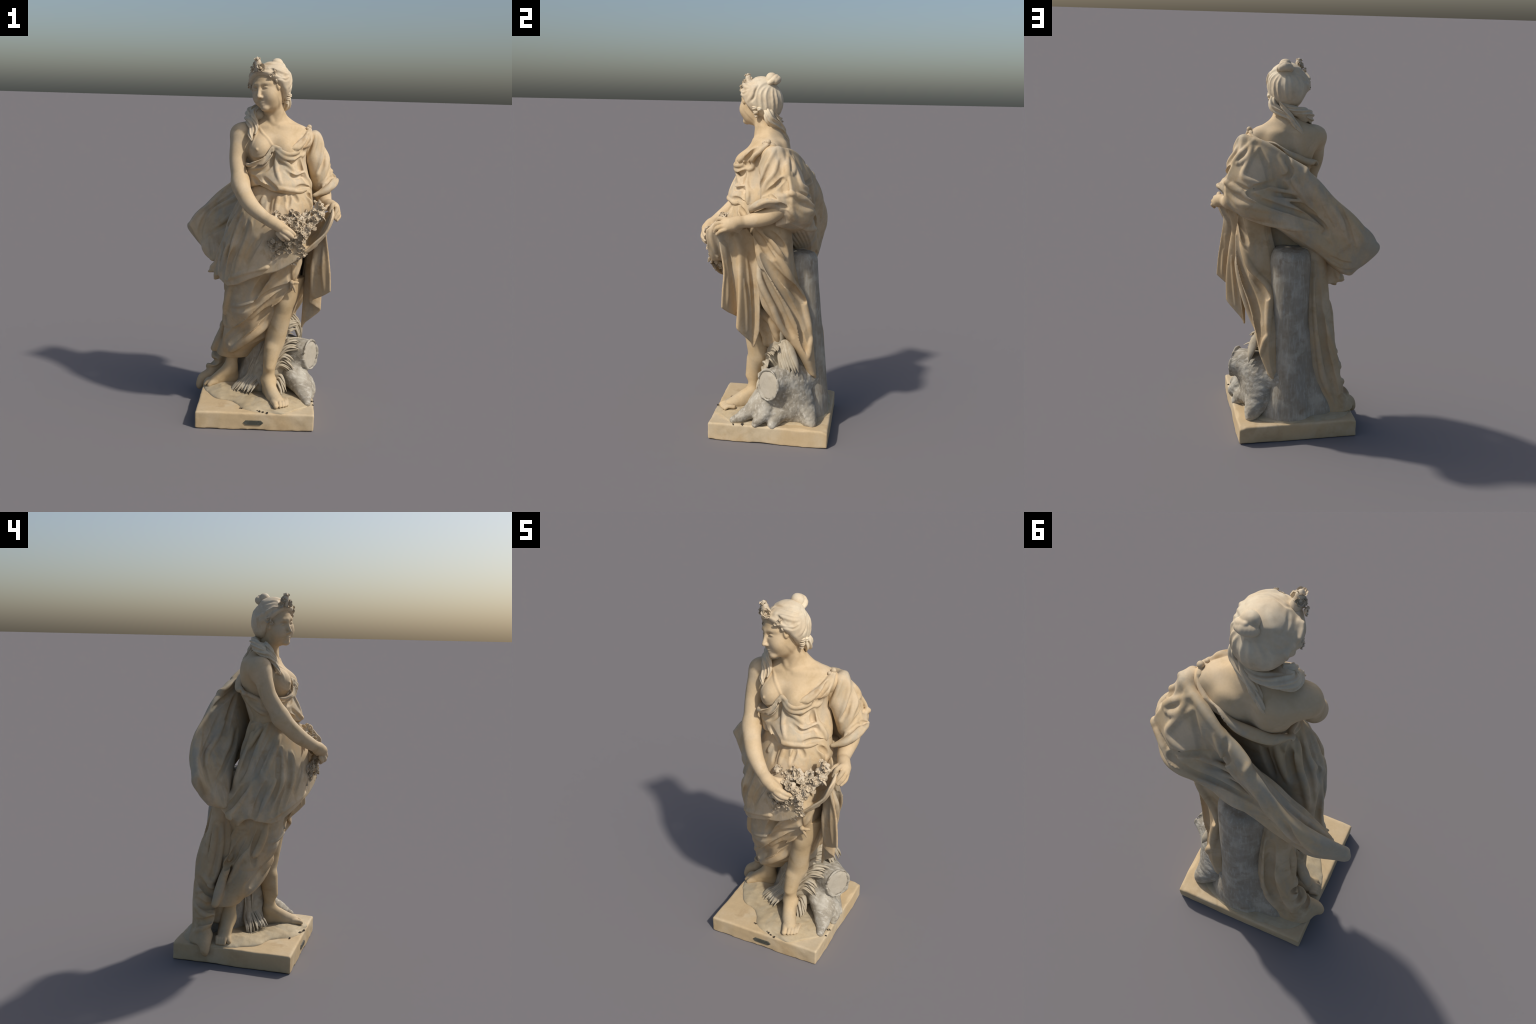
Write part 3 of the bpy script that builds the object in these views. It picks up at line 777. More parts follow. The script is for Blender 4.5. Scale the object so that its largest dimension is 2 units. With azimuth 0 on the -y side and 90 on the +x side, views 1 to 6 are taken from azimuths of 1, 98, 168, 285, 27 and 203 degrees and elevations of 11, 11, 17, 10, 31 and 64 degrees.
# hair gathered at the nape, under the loose locks
c = Clay((-0.12, -0.10, 1.66), (0.16, 0.11, 1.82), 0.003)
c.tube([(0.09, 0.0, 1.785), (0.06, 0.014, 1.755), (0.02, 0.020, 1.735), (-0.030, 0.004, 1.720), (-0.052, -0.025, 1.700), (-0.045, -0.055, 1.685)], [0.020, 0.024, 0.024, 0.022, 0.020, 0.014], k=0.01)
c.roughen(0.002, 0.02, 23)
c.ellipsoid((-0.025, -0.030, 1.700), (0.045, 0.045, 0.035), k=0.02)
V, F = c.mesh(1)
add_mesh('nape_hair', V, F, HAIR, hair)

def lock(points, radii, lobes=5, twist=3.0, lobe=0.14, squash=0.85):
    V, F = sweep(points, [q * 1.12 for q in radii], 70, 40, squash, twist, lobes + 1, lobe + 0.06)
    add_mesh('hair_lock', V, F, HAIR, hair)
lock([(0.115, -0.020, 1.812), (0.128, -0.014, 1.785), (0.124, -0.004, 1.754), (0.092, 0.020, 1.728), (0.052, 0.036, 1.702), (0.020, 0.056, 1.668), (-0.004, 0.074, 1.637), (-0.020, 0.084, 1.612)],
     [0.016, 0.022, 0.023, 0.020, 0.018, 0.016, 0.011, 0.002], 5, 3.5)
lock([(0.098, 0.012, 1.790), (0.078, 0.026, 1.757), (0.056, 0.040, 1.722), (0.036, 0.056, 1.690), (0.020, 0.072, 1.650)], [0.010, 0.016, 0.016, 0.014, 0.003], 4, 3.0)
lock([(0.090, 0.015, 1.770), (0.045, 0.030, 1.752), (0.0, 0.026, 1.740), (-0.042, 0.008, 1.730), (-0.070, -0.015, 1.714), (-0.068, -0.045, 1.694), (-0.048, -0.060, 1.680)], [0.010, 0.017, 0.020, 0.021, 0.020, 0.017, 0.008], 5, 4.0)
lock([(-0.045, 0.020, 1.715), (-0.068, -0.010, 1.698), (-0.074, -0.045, 1.680), (-0.066, -0.080, 1.660), (-0.055, -0.103, 1.630), (-0.060, -0.125, 1.595), (-0.052, -0.140, 1.565)], [0.010, 0.018, 0.019, 0.016, 0.014, 0.012, 0.003], 4, 5.0)
lock([(-0.02, -0.045, 1.735), (-0.046, -0.062, 1.715), (-0.048, -0.082, 1.688), (-0.036, -0.094, 1.662), (-0.030, -0.108, 1.63), (-0.036, -0.122, 1.60)], [0.008, 0.014, 0.014, 0.012, 0.010, 0.003], 4, 4.0)
# hanging ringlet behind the left ear, little curls at both ears
for p, r in (((0.131, -0.088, 1.812), 0.0185), ((0.130, -0.084, 1.789), 0.0165), ((0.126, -0.082, 1.769), 0.012), ((0.140, -0.062, 1.806), 0.016)):
    c = Clay(A(p) - 0.03, A(p) + 0.03, 0.002)
    c.ellipsoid(p, (r, r, r * 0.72), k=0)
    c.groove([A(p) + A([r * math.sin(a), -r * math.cos(a), -0.003 + 0.002 * a]) for a in np.linspace(-1.2, 1.8, 6)], r=0.004, h=0.003, k=0.003)
    V, F = c.mesh(1); add_mesh('hair_curl', V, F, HAIR, hair)
for sg in (1, -1):
    for a, b, cc, r in ((0.066, 0.080, 0.018, 0.009),):
        v, f = sweep([H(a, b * sg, cc + r), H(a + r, (b + 0.004) * sg, cc), H(a, b * sg, cc - r), H(a - r, b * sg, cc - 0.002), H(a - r * 0.2, (b + 0.003) * sg, cc + r * 0.5)], [0.003, 0.006, 0.006, 0.005, 0.002], 24, 10)
        add_mesh('hair_curl', v, f, HAIR, hair)
# ------------------------------------------------------------------ drapery
# bodice, bloused over the waist
c = Clay((-0.15, -0.29, 1.22), (0.36, 0.15, 1.68), 0.0035); c.fold = 1.35
c.loft([(1.24, [(0.10, -0.18), (0.20, -0.16), (0.27, -0.09), (0.25, 0.0), (0.13, 0.045), (0.0, 0.04), (-0.06, -0.03), (-0.03, -0.13)]),
        (1.30, [(0.10, -0.222), (0.20, -0.182), (0.280, -0.095), (0.26, 0.0), (0.13, 0.045), (0.0, 0.035), (-0.07, -0.03), (-0.045, -0.14)]),
        (1.345, [(0.09, -0.232), (0.195, -0.192), (0.268, -0.095), (0.26, 0.01), (0.13, 0.05), (0.0, 0.04), (-0.075, -0.03), (-0.058, -0.14)]),
        (1.40, [(0.08, -0.206), (0.175, -0.172), (0.238, -0.085), (0.25, 0.03), (0.13, 0.08), (0.0, 0.068), (-0.08, -0.01), (-0.065, -0.14)]),
        (1.455, [(0.07, -0.178), (0.155, -0.162), (0.225, -0.085), (0.24, 0.04), (0.13, 0.103), (0.0, 0.098), (-0.088, 0.02), (-0.072, -0.12)]),
        (1.51, [(0.06, -0.165), (0.125, -0.196), (0.185, -0.155), (0.228, -0.08), (0.24, 0.04), (0.13, 0.105), (0.0, 0.10), (-0.09, 0.03), (-0.08, -0.09), (-0.03, -0.15)]),
        (1.56, [(0.06, -0.158), (0.16, -0.150), (0.235, -0.08), (0.255, 0.035), (0.16, 0.098), (0.04, 0.100), (-0.06, 0.09), (-0.10, 0.03), (-0.1, -0.06), (-0.02, -0.125)]),
        (1.64, [(0.066, -0.108), (0.15, -0.095), (0.235, -0.03), (0.240, 0.03), (0.15, 0.075), (0.04, 0.09), (-0.06, 0.07), (-0.115, 0.02), (-0.11, -0.045), (-0.03, -0.09)])],
       [(1.2, 0.09, -0.07), (1.65, 0.08, -0.03)],
       top=[(-180, 1.44), (-150, 1.445), (-125, 1.45), (-110, 1.50), (-97, 1.545), (-80, 1.535), (-60, 1.535), (-40, 1.56), (-15, 1.61), (10, 1.64), (30, 1.60), (60, 1.55), (100, 1.50), (140, 1.475), (165, 1.45)],
       bottom=[(-180, 1.30), (-130, 1.335), (-100, 1.31), (-70, 1.295), (-45, 1.29), (-10, 1.31), (90, 1.30)])
c.tube([(0.063, -0.168, 1.541), (0.11, -0.180, 1.533), (0.16, -0.168, 1.533), (0.205, -0.128, 1.548), (0.238, -0.072, 1.582), (0.255, -0.012, 1.630)], [0.006, 0.009, 0.010, 0.010, 0.010, 0.008], k=0.008)
c.tube([(0.256, 0.0, 1.630), (0.245, -0.05, 1.600), (0.215, -0.108, 1.568), (0.170, -0.160, 1.540)], [0.010, 0.014, 0.014, 0.010], k=0.006)
c.tube([(0.262, 0.002, 1.626), (0.262, -0.04, 1.588), (0.245, -0.08, 1.555), (0.215, -0.122, 1.530)], [0.010, 0.014, 0.013, 0.009], k=0.006)
c.tube([(0.063, -0.168, 1.541), (0.035, -0.196, 1.492), (-0.01, -0.196, 1.458), (-0.058, -0.172, 1.440), (-0.085, -0.10, 1.44)], [0.006, 0.009, 0.010, 0.010, 0.010], k=0.008)
c.tube([(0.255, 0.01, 1.635), (0.235, 0.062, 1.602), (0.17, 0.102, 1.572), (0.06, 0.112, 1.525), (-0.04, 0.098, 1.484), (-0.092, 0.05, 1.465)], [0.008, 0.011, 0.012, 0.012, 0.011, 0.010], k=0.008)
# folds drawn on the bodice
c.ridge([(0.064, -0.177, 1.538), (0.084, -0.175, 1.515), (0.125, -0.187, 1.484), (0.173, -0.156, 1.474), (0.211, -0.116, 1.490)], r=0.013, h=0.011)
c.ridge([(0.073, -0.177, 1.541), (0.107, -0.187, 1.517), (0.144, -0.186, 1.503), (0.189, -0.149, 1.510), (0.219, -0.128, 1.526)], r=0.011, h=0.008)
c.ridge([(0.250, -0.056, 1.611), (0.221, -0.123, 1.560), (0.194, -0.152, 1.535), (0.178, -0.158, 1.520)], r=0.011, h=0.009)
c.ridge([(0.266, -0.060, 1.585), (0.249, -0.077, 1.543), (0.229, -0.077, 1.503), (0.211, -0.115, 1.485)], r=0.011, h=0.009)
c.groove([(0.257, -0.049, 1.611), (0.236, -0.101, 1.556), (0.210, -0.121, 1.516)], r=0.007, h=0.009)
c.groove([(0.078, -0.175, 1.492), (0.126, -0.180, 1.464), (0.170, -0.154, 1.461), (0.211, -0.113, 1.478)], r=0.010, h=0.010)
c.ridge([(0.071, -0.168, 1.518), (0.095, -0.182, 1.486), (0.139, -0.173, 1.453), (0.178, -0.162, 1.416)], r=0.011, h=0.009)
c.ridge([(0.070, -0.166, 1.525), (0.077, -0.177, 1.472), (0.087, -0.203, 1.407), (0.109, -0.229, 1.354)], r=0.012, h=0.008)
c.ridge([(0.059, -0.179, 1.535), (0.044, -0.200, 1.496), (0.012, -0.204, 1.462), (-0.052, -0.190, 1.446)], r=0.012, h=0.011)
c.ridge([(0.062, -0.165, 1.518), (0.045, -0.170, 1.467), (0.012, -0.175, 1.430), (-0.056, -0.145, 1.415)], r=0.012, h=0.010)
c.groove([(0.053, -0.189, 1.519), (0.028, -0.207, 1.483), (-0.008, -0.205, 1.455), (-0.055, -0.185, 1.435)], r=0.008, h=0.009)
c.groove([(0.064, -0.169, 1.498), (0.049, -0.179, 1.444), (0.013, -0.182, 1.413), (-0.041, -0.159, 1.400)], r=0.010, h=0.009)
c.ridge([(-0.048, -0.155, 1.392), (-0.013, -0.179, 1.352), (0.049, -0.212, 1.327), (0.123, -0.228, 1.324), (0.199, -0.184, 1.308)], r=0.013, h=0.010)
c.ridge([(0.014, -0.193, 1.371), (0.049, -0.215, 1.344), (0.090, -0.226, 1.323)], r=0.010, h=0.008)
c.groove([(0.014, -0.192, 1.377), (0.048, -0.214, 1.350), (0.083, -0.225, 1.326)], r=0.008, h=0.009)
c.groove([(-0.041, -0.160, 1.376), (0.001, -0.188, 1.339), (0.063, -0.216, 1.321)], r=0.008, h=0.010)
c.ridge([(0.212, -0.111, 1.471), (0.224, -0.108, 1.413), (0.262, -0.096, 1.355), (0.274, -0.099, 1.316)], r=0.012, h=0.010)
c.groove([(0.205, -0.122, 1.471), (0.213, -0.125, 1.414), (0.246, -0.127, 1.354)], r=0.008, h=0.010)
c.ridge([(0.134, -0.196, 1.405), (0.182, -0.171, 1.392), (0.225, -0.115, 1.400), (0.259, -0.072, 1.373)], r=0.011, h=0.009)
c.groove([(0.127, -0.193, 1.418), (0.179, -0.181, 1.381), (0.228, -0.122, 1.387)], r=0.009, h=0.008)
c.ridge([(0.157, -0.215, 1.323), (0.212, -0.173, 1.307), (0.254, -0.129, 1.327), (0.263, -0.119, 1.315)], r=0.011, h=0.009)
c.groove([(0.191, -0.193, 1.329), (0.233, -0.155, 1.333), (0.270, -0.108, 1.311)], r=0.007, h=0.009)
c.ridge([(0.071, 0.109, 1.542), (-0.015, 0.095, 1.497), (-0.101, 0.048, 1.463), (-0.088, -0.020, 1.444)], r=0.012, h=0.010)
c.ridge([(-0.045, 0.063, 1.438), (-0.069, 0.013, 1.400), (-0.082, -0.048, 1.362), (-0.082, -0.077, 1.356)], r=0.011, h=0.009)
c.groove([(-0.091, 0.065, 1.468), (-0.077, 0.026, 1.434), (-0.087, -0.035, 1.410)], r=0.008, h=0.008)
c.ridge([(0.252, 0.031, 1.632), (0.198, 0.035, 1.599), (0.131, 0.116, 1.565), (0.037, 0.122, 1.513), (-0.068, 0.091, 1.473)], r=0.014, h=0.012)
c.ridge([(0.209, 0.097, 1.582), (0.112, 0.094, 1.528), (0.018, 0.104, 1.476), (-0.049, 0.102, 1.474)], r=0.013, h=0.010)
c.groove([(0.196, 0.101, 1.589), (0.119, 0.122, 1.550), (0.032, 0.102, 1.492), (-0.077, 0.031, 1.440)], r=0.008, h=0.010)
V, F = c.mesh(1)
bodice = add_mesh('bodice', V, F, CLOTH, statue)

# overskirt with the apron lifted by the left hand
c = Clay((-0.34, -0.40, 0.70), (0.43, 0.24, 1.36), 0.0040); c.fold = 1.45
c.loft([(0.72, [(-0.02, -0.22), (0.12, -0.20), (0.2, -0.08), (0.18, 0.08), (0.0, 0.17), (-0.15, 0.16), (-0.25, 0.06), (-0.17, -0.13)]),
        (0.85, [(-0.01, -0.252), (0.12, -0.245), (0.2, -0.1), (0.19, 0.07), (0.0, 0.13), (-0.15, 0.125), (-0.240, 0.05), (-0.160, -0.158)]),
        (1.00, [(0.02, -0.272), (0.16, -0.265), (0.25, -0.12), (0.235, 0.04), (0.05, 0.095), (-0.12, 0.095), (-0.208, 0.03), (-0.155, -0.170)]),
        (1.12, [(0.05, -0.265), (0.18, -0.255), (0.265, -0.12), (0.255, 0.03), (0.08, 0.070), (-0.09, 0.066), (-0.160, 0.0), (-0.118, -0.160)]),
        (1.22, [(0.09, -0.24), (0.20, -0.22), (0.285, -0.11), (0.265, 0.01), (0.10, 0.045), (-0.05, 0.038), (-0.110, -0.03), (-0.08, -0.15)]),
        (1.33, [(0.09, -0.19), (0.20, -0.17), (0.275, -0.09), (0.25, 0.0), (0.12, 0.04), (0.0, 0.035), (-0.06, -0.03), (-0.035, -0.13)])],
       [(0.7, 0.0, -0.03), (1.35, 0.1, -0.06)],
       bottom=[(-180, 0.80), (-170, 0.785), (-150, 0.77), (-130, 0.79), (-110, 0.83), (-90, 0.865), (-70, 0.90), (-50, 0.93), (-30, 0.93), (0, 0.90), (60, 0.85), (120, 0.82), (150, 0.80)])
# back corner of the hem, flying out to her right
c.tube([(-0.19, 0.09, 0.90), (-0.235, 0.085, 0.845), (-0.265, 0.07, 0.815), (-0.284, 0.058, 0.806)], [0.03, 0.026, 0.015, 0.006], k=0.03)
c.tube([(-0.19, 0.02, 0.84), (-0.225, 0.03, 0.795), (-0.245, 0.03, 0.772)], [0.03, 0.022, 0.008], k=0.03)
# folds drawn on the overskirt
c.ridge([(0.027, -0.189, 1.284), (0.014, -0.195, 1.256), (0.006, -0.201, 1.233)], r=0.010, h=0.008)
c.ridge([(0.102, -0.205, 1.299), (0.093, -0.224, 1.255), (0.083, -0.245, 1.202)], r=0.012, h=0.008)
c.ridge([(0.134, -0.208, 1.295), (0.148, -0.228, 1.250), (0.144, -0.246, 1.211)], r=0.012, h=0.006)
c.groove([(0.175, -0.198, 1.295), (0.189, -0.200, 1.277), (0.200, -0.202, 1.257)], r=0.007, h=0.009)
c.groove([(0.057, -0.202, 1.281), (0.050, -0.217, 1.242), (0.048, -0.234, 1.199)], r=0.014, h=0.007)
c.ridge([(-0.119, -0.038, 1.204), (-0.167, -0.054, 1.096), (-0.189, -0.101, 0.986), (-0.209, -0.057, 0.898)], r=0.016, h=0.009)
c.ridge([(-0.087, -0.162, 1.181), (-0.118, -0.177, 1.079), (-0.146, -0.179, 0.963), (-0.177, -0.132, 0.843)], r=0.016, h=0.009)
c.ridge([(-0.040, -0.209, 1.151), (-0.061, -0.227, 1.055), (-0.099, -0.217, 0.953), (-0.124, -0.195, 0.859)], r=0.016, h=0.009)
c.groove([(-0.103, -0.145, 1.178), (-0.138, -0.159, 1.068), (-0.166, -0.152, 0.950), (-0.190, -0.109, 0.850)], r=0.014, h=0.009)
c.groove([(-0.063, -0.196, 1.149), (-0.090, -0.211, 1.048), (-0.122, -0.200, 0.949)], r=0.014, h=0.008)
c.groove([(0.018, -0.259, 1.082), (-0.024, -0.254, 1.012), (-0.064, -0.235, 0.924)], r=0.020, h=0.010)
c.ridge([(-0.184, -0.116, 0.798), (-0.108, -0.205, 0.850), (-0.032, -0.247, 0.885), (0.024, -0.265, 0.902), (0.057, -0.272, 0.914)], r=0.012, h=0.008, ends=(0.1, 0.1))
c.ridge([(0.028, -0.021, 1.330), (-0.097, 0.001, 1.223), (-0.160, 0.039, 1.090), (-0.192, 0.071, 0.981)], r=0.016, h=0.012)
c.ridge([(-0.063, -0.088, 1.317), (-0.124, -0.049, 1.194), (-0.192, -0.006, 1.042)], r=0.016, h=0.011)
c.ridge([(-0.070, -0.148, 1.241), (-0.151, -0.114, 1.098), (-0.197, -0.072, 0.992)], r=0.016, h=0.010)
c.groove([(-0.072, -0.062, 1.306), (-0.119, -0.019, 1.199), (-0.180, 0.018, 1.066), (-0.206, 0.045, 0.992)], r=0.012, h=0.011)
c.groove([(-0.081, -0.122, 1.255), (-0.149, -0.078, 1.130), (-0.200, -0.038, 1.011)], r=0.012, h=0.010)
c.ridge([(-0.199, -0.044, 1.012), (-0.224, 0.010, 0.916), (-0.251, 0.058, 0.848), (-0.267, 0.086, 0.810)], r=0.014, h=0.010)
c.ridge([(-0.161, -0.154, 1.013), (-0.189, -0.107, 0.911), (-0.212, -0.060, 0.796)], r=0.014, h=0.010)
c.ridge([(-0.208, 0.094, 0.928), (-0.227, 0.114, 0.865), (-0.244, 0.107, 0.835)], r=0.013, h=0.010)
c.ridge([(-0.219, 0.019, 0.946), (-0.240, 0.076, 0.883), (-0.252, 0.104, 0.836)], r=0.013, h=0.010)
c.groove([(-0.210, -0.005, 0.991), (-0.229, 0.055, 0.900), (-0.252, 0.104, 0.835)], r=0.012, h=0.012)
c.groove([(-0.184, -0.111, 1.000), (-0.202, -0.075, 0.911), (-0.218, -0.046, 0.802)], r=0.012, h=0.010)
c.groove([(-0.113, -0.206, 1.008), (-0.149, -0.174, 0.922), (-0.166, -0.146, 0.818)], r=0.012, h=0.009)
c.ridge([(-0.084, -0.049, 1.281), (-0.108, -0.012, 1.216), (-0.133, 0.029, 1.143)], r=0.014, h=0.010)
c.ridge([(-0.025, 0.025, 1.318), (-0.054, 0.038, 1.216), (-0.101, 0.063, 1.118)], r=0.014, h=0.010)
c.groove([(-0.069, -0.005, 1.289), (-0.087, 0.021, 1.212), (-0.120, 0.052, 1.125)], r=0.012, h=0.010)
c.groove([(0.014, 0.039, 1.323), (0.000, 0.046, 1.234), (-0.044, 0.067, 1.140)], r=0.012, h=0.010)
c.ridge([(0.244, -0.149, 1.293), (0.268, -0.133, 1.251), (0.275, -0.131, 1.223)], r=0.012, h=0.009)
c.ridge([(0.260, -0.128, 1.298), (0.269, -0.124, 1.272), (0.276, -0.121, 1.246)], r=0.011, h=0.009)
c.groove([(0.253, -0.140, 1.292), (0.280, -0.109, 1.252), (0.284, -0.109, 1.224)], r=0.008, h=0.010)
c.groove([(0.182, -0.198, 1.288), (0.193, -0.200, 1.270), (0.201, -0.202, 1.257)], r=0.008, h=0.008)
c.groove([(0.159, -0.202, 1.297), (0.153, -0.219, 1.265), (0.150, -0.239, 1.227)], r=0.012, h=0.008)
V, F = c.mesh(1)
overskirt = add_mesh('overskirt', V, F, CLOTH, statue)

# underskirt round the bent right leg, open over the left knee
c = Clay((-0.30, -0.25, 0.26), (0.30, 0.30, 0.98), 0.0037); c.fold = 1.6
c.loft([(0.295, [(-0.14, 0.045), (-0.08, 0.055), (-0.05, 0.09), (-0.10, 0.145), (-0.19, 0.16), (-0.235, 0.135), (-0.205, 0.07)]),
        (0.36, [(-0.11, -0.01), (-0.04, 0.02), (0.01, 0.1), (-0.06, 0.16), (-0.18, 0.155), (-0.215, 0.11), (-0.185, 0.02)]),
        (0.44, [(-0.07, -0.06), (0.02, -0.02), (0.10, 0.05), (0.08, 0.15), (-0.08, 0.13), (-0.155, 0.11), (-0.190, 0.0)]),
        (0.52, [(-0.04, -0.10), (0.06, -0.05), (0.16, 0.0), (0.17, 0.11), (-0.05, 0.12), (-0.140, 0.095), (-0.188, -0.03)]),
        (0.62, [(-0.02, -0.145), (0.08, -0.10), (0.19, -0.03), (0.19, 0.10), (0.0, 0.12), (-0.135, 0.09), (-0.190, -0.03), (-0.12, -0.13)]),
        (0.72, [(0.0, -0.17), (0.12, -0.15), (0.21, -0.09), (0.21, 0.08), (0.0, 0.14), (-0.13, 0.10), (-0.190, -0.02), (-0.12, -0.14)]),
        (0.82, [(0.02, -0.19), (0.13, -0.185), (0.21, -0.14), (0.22, 0.06), (0.0, 0.16), (-0.17, 0.12), (-0.20, 0.0), (-0.12, -0.14)]),
        (0.97, [(0.04, -0.20), (0.15, -0.2), (0.24, -0.13), (0.23, 0.05), (0.0, 0.13), (-0.15, 0.1), (-0.18, 0.0), (-0.12, -0.12)])],
       [(0.25, -0.125, 0.1), (0.36, -0.09, 0.09), (0.5, -0.01, 0.06), (0.7, 0.0, 0.0), (1.0, 0.02, -0.02)])
# hem swinging out behind the right ankle
c.tube([(-0.155, 0.10, 0.54), (-0.190, 0.122, 0.46), (-0.222, 0.138, 0.38), (-0.252, 0.150, 0.318)], [0.016, 0.024, 0.027, 0.020], k=0.02)
# folds drawn on the skirt
c.ridge([(0.177, -0.165, 0.799), (0.108, -0.171, 0.766), (0.040, -0.169, 0.720), (-0.057, -0.161, 0.679), (-0.143, -0.115, 0.653)], r=0.013, h=0.010)
c.ridge([(0.170, -0.162, 0.787), (0.096, -0.158, 0.719), (0.007, -0.143, 0.633), (-0.099, -0.088, 0.525), (-0.173, -0.019, 0.441)], r=0.013, h=0.011)
c.ridge([(0.157, -0.156, 0.764), (0.090, -0.130, 0.668), (0.001, -0.113, 0.565), (-0.084, -0.067, 0.467), (-0.165, -0.001, 0.374)], r=0.014, h=0.013)
c.ridge([(0.119, -0.109, 0.656), (0.065, -0.068, 0.554), (-0.019, -0.073, 0.478), (-0.113, -0.028, 0.392), (-0.150, 0.010, 0.344)], r=0.016, h=0.016)
c.ridge([(0.118, -0.197, 0.886), (0.051, -0.192, 0.812), (-0.009, -0.172, 0.734)], r=0.013, h=0.009)
c.groove([(0.050, -0.196, 0.848), (0.017, -0.185, 0.795), (-0.023, -0.169, 0.718)], r=0.010, h=0.012)
c.groove([(0.170, -0.164, 0.792), (0.081, -0.172, 0.751), (-0.001, -0.164, 0.689), (-0.099, -0.142, 0.629)], r=0.009, h=0.011)
c.groove([(0.157, -0.160, 0.772), (0.069, -0.150, 0.687), (-0.014, -0.135, 0.600), (-0.113, -0.067, 0.496), (-0.181, -0.002, 0.413)], r=0.010, h=0.013)
c.groove([(0.132, -0.123, 0.682), (0.042, -0.116, 0.612), (-0.055, -0.099, 0.522), (-0.150, -0.023, 0.413)], r=0.010, h=0.014)
c.ridge([(0.237, -0.132, 0.961), (0.216, -0.149, 0.886), (0.197, -0.162, 0.824)], r=0.014, h=0.010)
c.groove([(0.176, -0.183, 0.906), (0.175, -0.178, 0.848), (0.180, -0.169, 0.811)], r=0.012, h=0.008)
c.ridge([(-0.139, 0.085, 0.677), (-0.168, 0.107, 0.547), (-0.201, 0.103, 0.473)], r=0.014, h=0.012)
c.groove([(-0.172, -0.075, 0.734), (-0.186, -0.048, 0.630), (-0.177, -0.044, 0.524)], r=0.012, h=0.012)
c.groove([(-0.189, -0.012, 0.706), (-0.167, 0.050, 0.631), (-0.171, 0.095, 0.541), (-0.190, 0.111, 0.509)], r=0.012, h=0.012)
c.ridge([(-0.173, 0.058, 0.739), (-0.115, 0.102, 0.628), (-0.163, 0.101, 0.553)], r=0.014, h=0.010)
c.ridge([(0.226, -0.031, 0.728), (0.195, -0.024, 0.625), (0.159, -0.006, 0.527), (-0.021, -0.017, 0.409)], r=0.012, h=0.010)
c.ridge([(0.221, 0.018, 0.678), (0.205, 0.053, 0.603), (0.192, 0.074, 0.542)], r=0.012, h=0.010)
c.groove([(0.230, -0.039, 0.775), (0.231, 0.011, 0.746), (0.218, 0.066, 0.717)], r=0.010, h=0.012)
c.ridge([(0.226, -0.031, 0.728), (0.218, 0.025, 0.663), (0.203, 0.074, 0.604)], r=0.012, h=0.010)
c.ridge([(-0.150, -0.108, 0.776), (-0.168, -0.086, 0.672), (-0.184, -0.049, 0.587)], r=0.014, h=0.012)
c.groove([(-0.185, -0.046, 0.751), (-0.187, -0.006, 0.655), (-0.167, 0.056, 0.544)], r=0.014, h=0.010)
c.ridge([(-0.188, -0.007, 0.613), (-0.168, 0.055, 0.515), (-0.174, 0.103, 0.424)], r=0.012, h=0.010)
V, F = c.mesh(1)
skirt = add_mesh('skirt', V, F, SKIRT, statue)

# apron edge lifted to the left hand (its own clay, so that it keeps a crisp hem)
c = Clay((-0.08, -0.36, 0.82), (0.43, -0.06, 1.26), 0.004)
c.sheet([[(-0.03, -0.235, 0.845), (-0.03, -0.235, 0.93), (-0.01, -0.24, 1.02), (-0.01, -0.22, 1.10)],
         [(0.00, -0.250, 0.865), (0.0, -0.250, 0.95), (0.02, -0.25, 1.05), (0.03, -0.22, 1.14)],
         [(0.10, -0.277, 0.897), (0.10, -0.276, 0.98), (0.10, -0.26, 1.08), (0.10, -0.22, 1.17)],
         [(0.19, -0.298, 0.955), (0.19, -0.290, 1.02), (0.18, -0.255, 1.08), (0.17, -0.21, 1.15)],
         [(0.245, -0.296, 1.008), (0.25, -0.272, 1.00), (0.24, -0.22, 1.03), (0.20, -0.20, 1.10)],
         [(0.297, -0.298, 1.058), (0.296, -0.268, 1.03), (0.27, -0.20, 1.02), (0.24, -0.15, 1.08)],
         [(0.347, -0.294, 1.108), (0.332, -0.255, 1.08), (0.29, -0.19, 1.06), (0.26, -0.13, 1.11)],
         [(0.375, -0.293, 1.175), (0.366, -0.245, 1.145), (0.315, -0.175, 1.11), (0.28, -0.11, 1.15)],
         [(0.385, -0.262, 1.205), (0.380, -0.225, 1.19), (0.335, -0.165, 1.16), (0.29, -0.10, 1.19)],
         [(0.385, -0.245, 1.228), (0.384, -0.212, 1.218), (0.345, -0.155, 1.19), (0.30, -0.09, 1.215)]], 0.0055, spacing=0.0022)
# folds drawn on the apron
c.ridge([(0.390, -0.257, 1.209), (0.379, -0.270, 1.160), (0.343, -0.260, 1.086), (0.270, -0.240, 1.004)], r=0.012, h=0.007)
c.ridge([(0.378, -0.212, 1.183), (0.355, -0.224, 1.124), (0.308, -0.226, 1.047), (0.040, -0.257, 0.921)], r=0.012, h=0.007)
c.ridge([(0.362, -0.231, 1.158), (0.337, -0.226, 1.115), (0.300, -0.193, 1.081), (0.274, -0.190, 1.045)], r=0.008, h=0.005)
c.ridge([(0.371, -0.224, 1.184), (0.356, -0.225, 1.150), (0.331, -0.208, 1.119)], r=0.008, h=0.005)
V, F = c.mesh(1)
add_mesh('apron', V, F, CLOTH, overskirt)

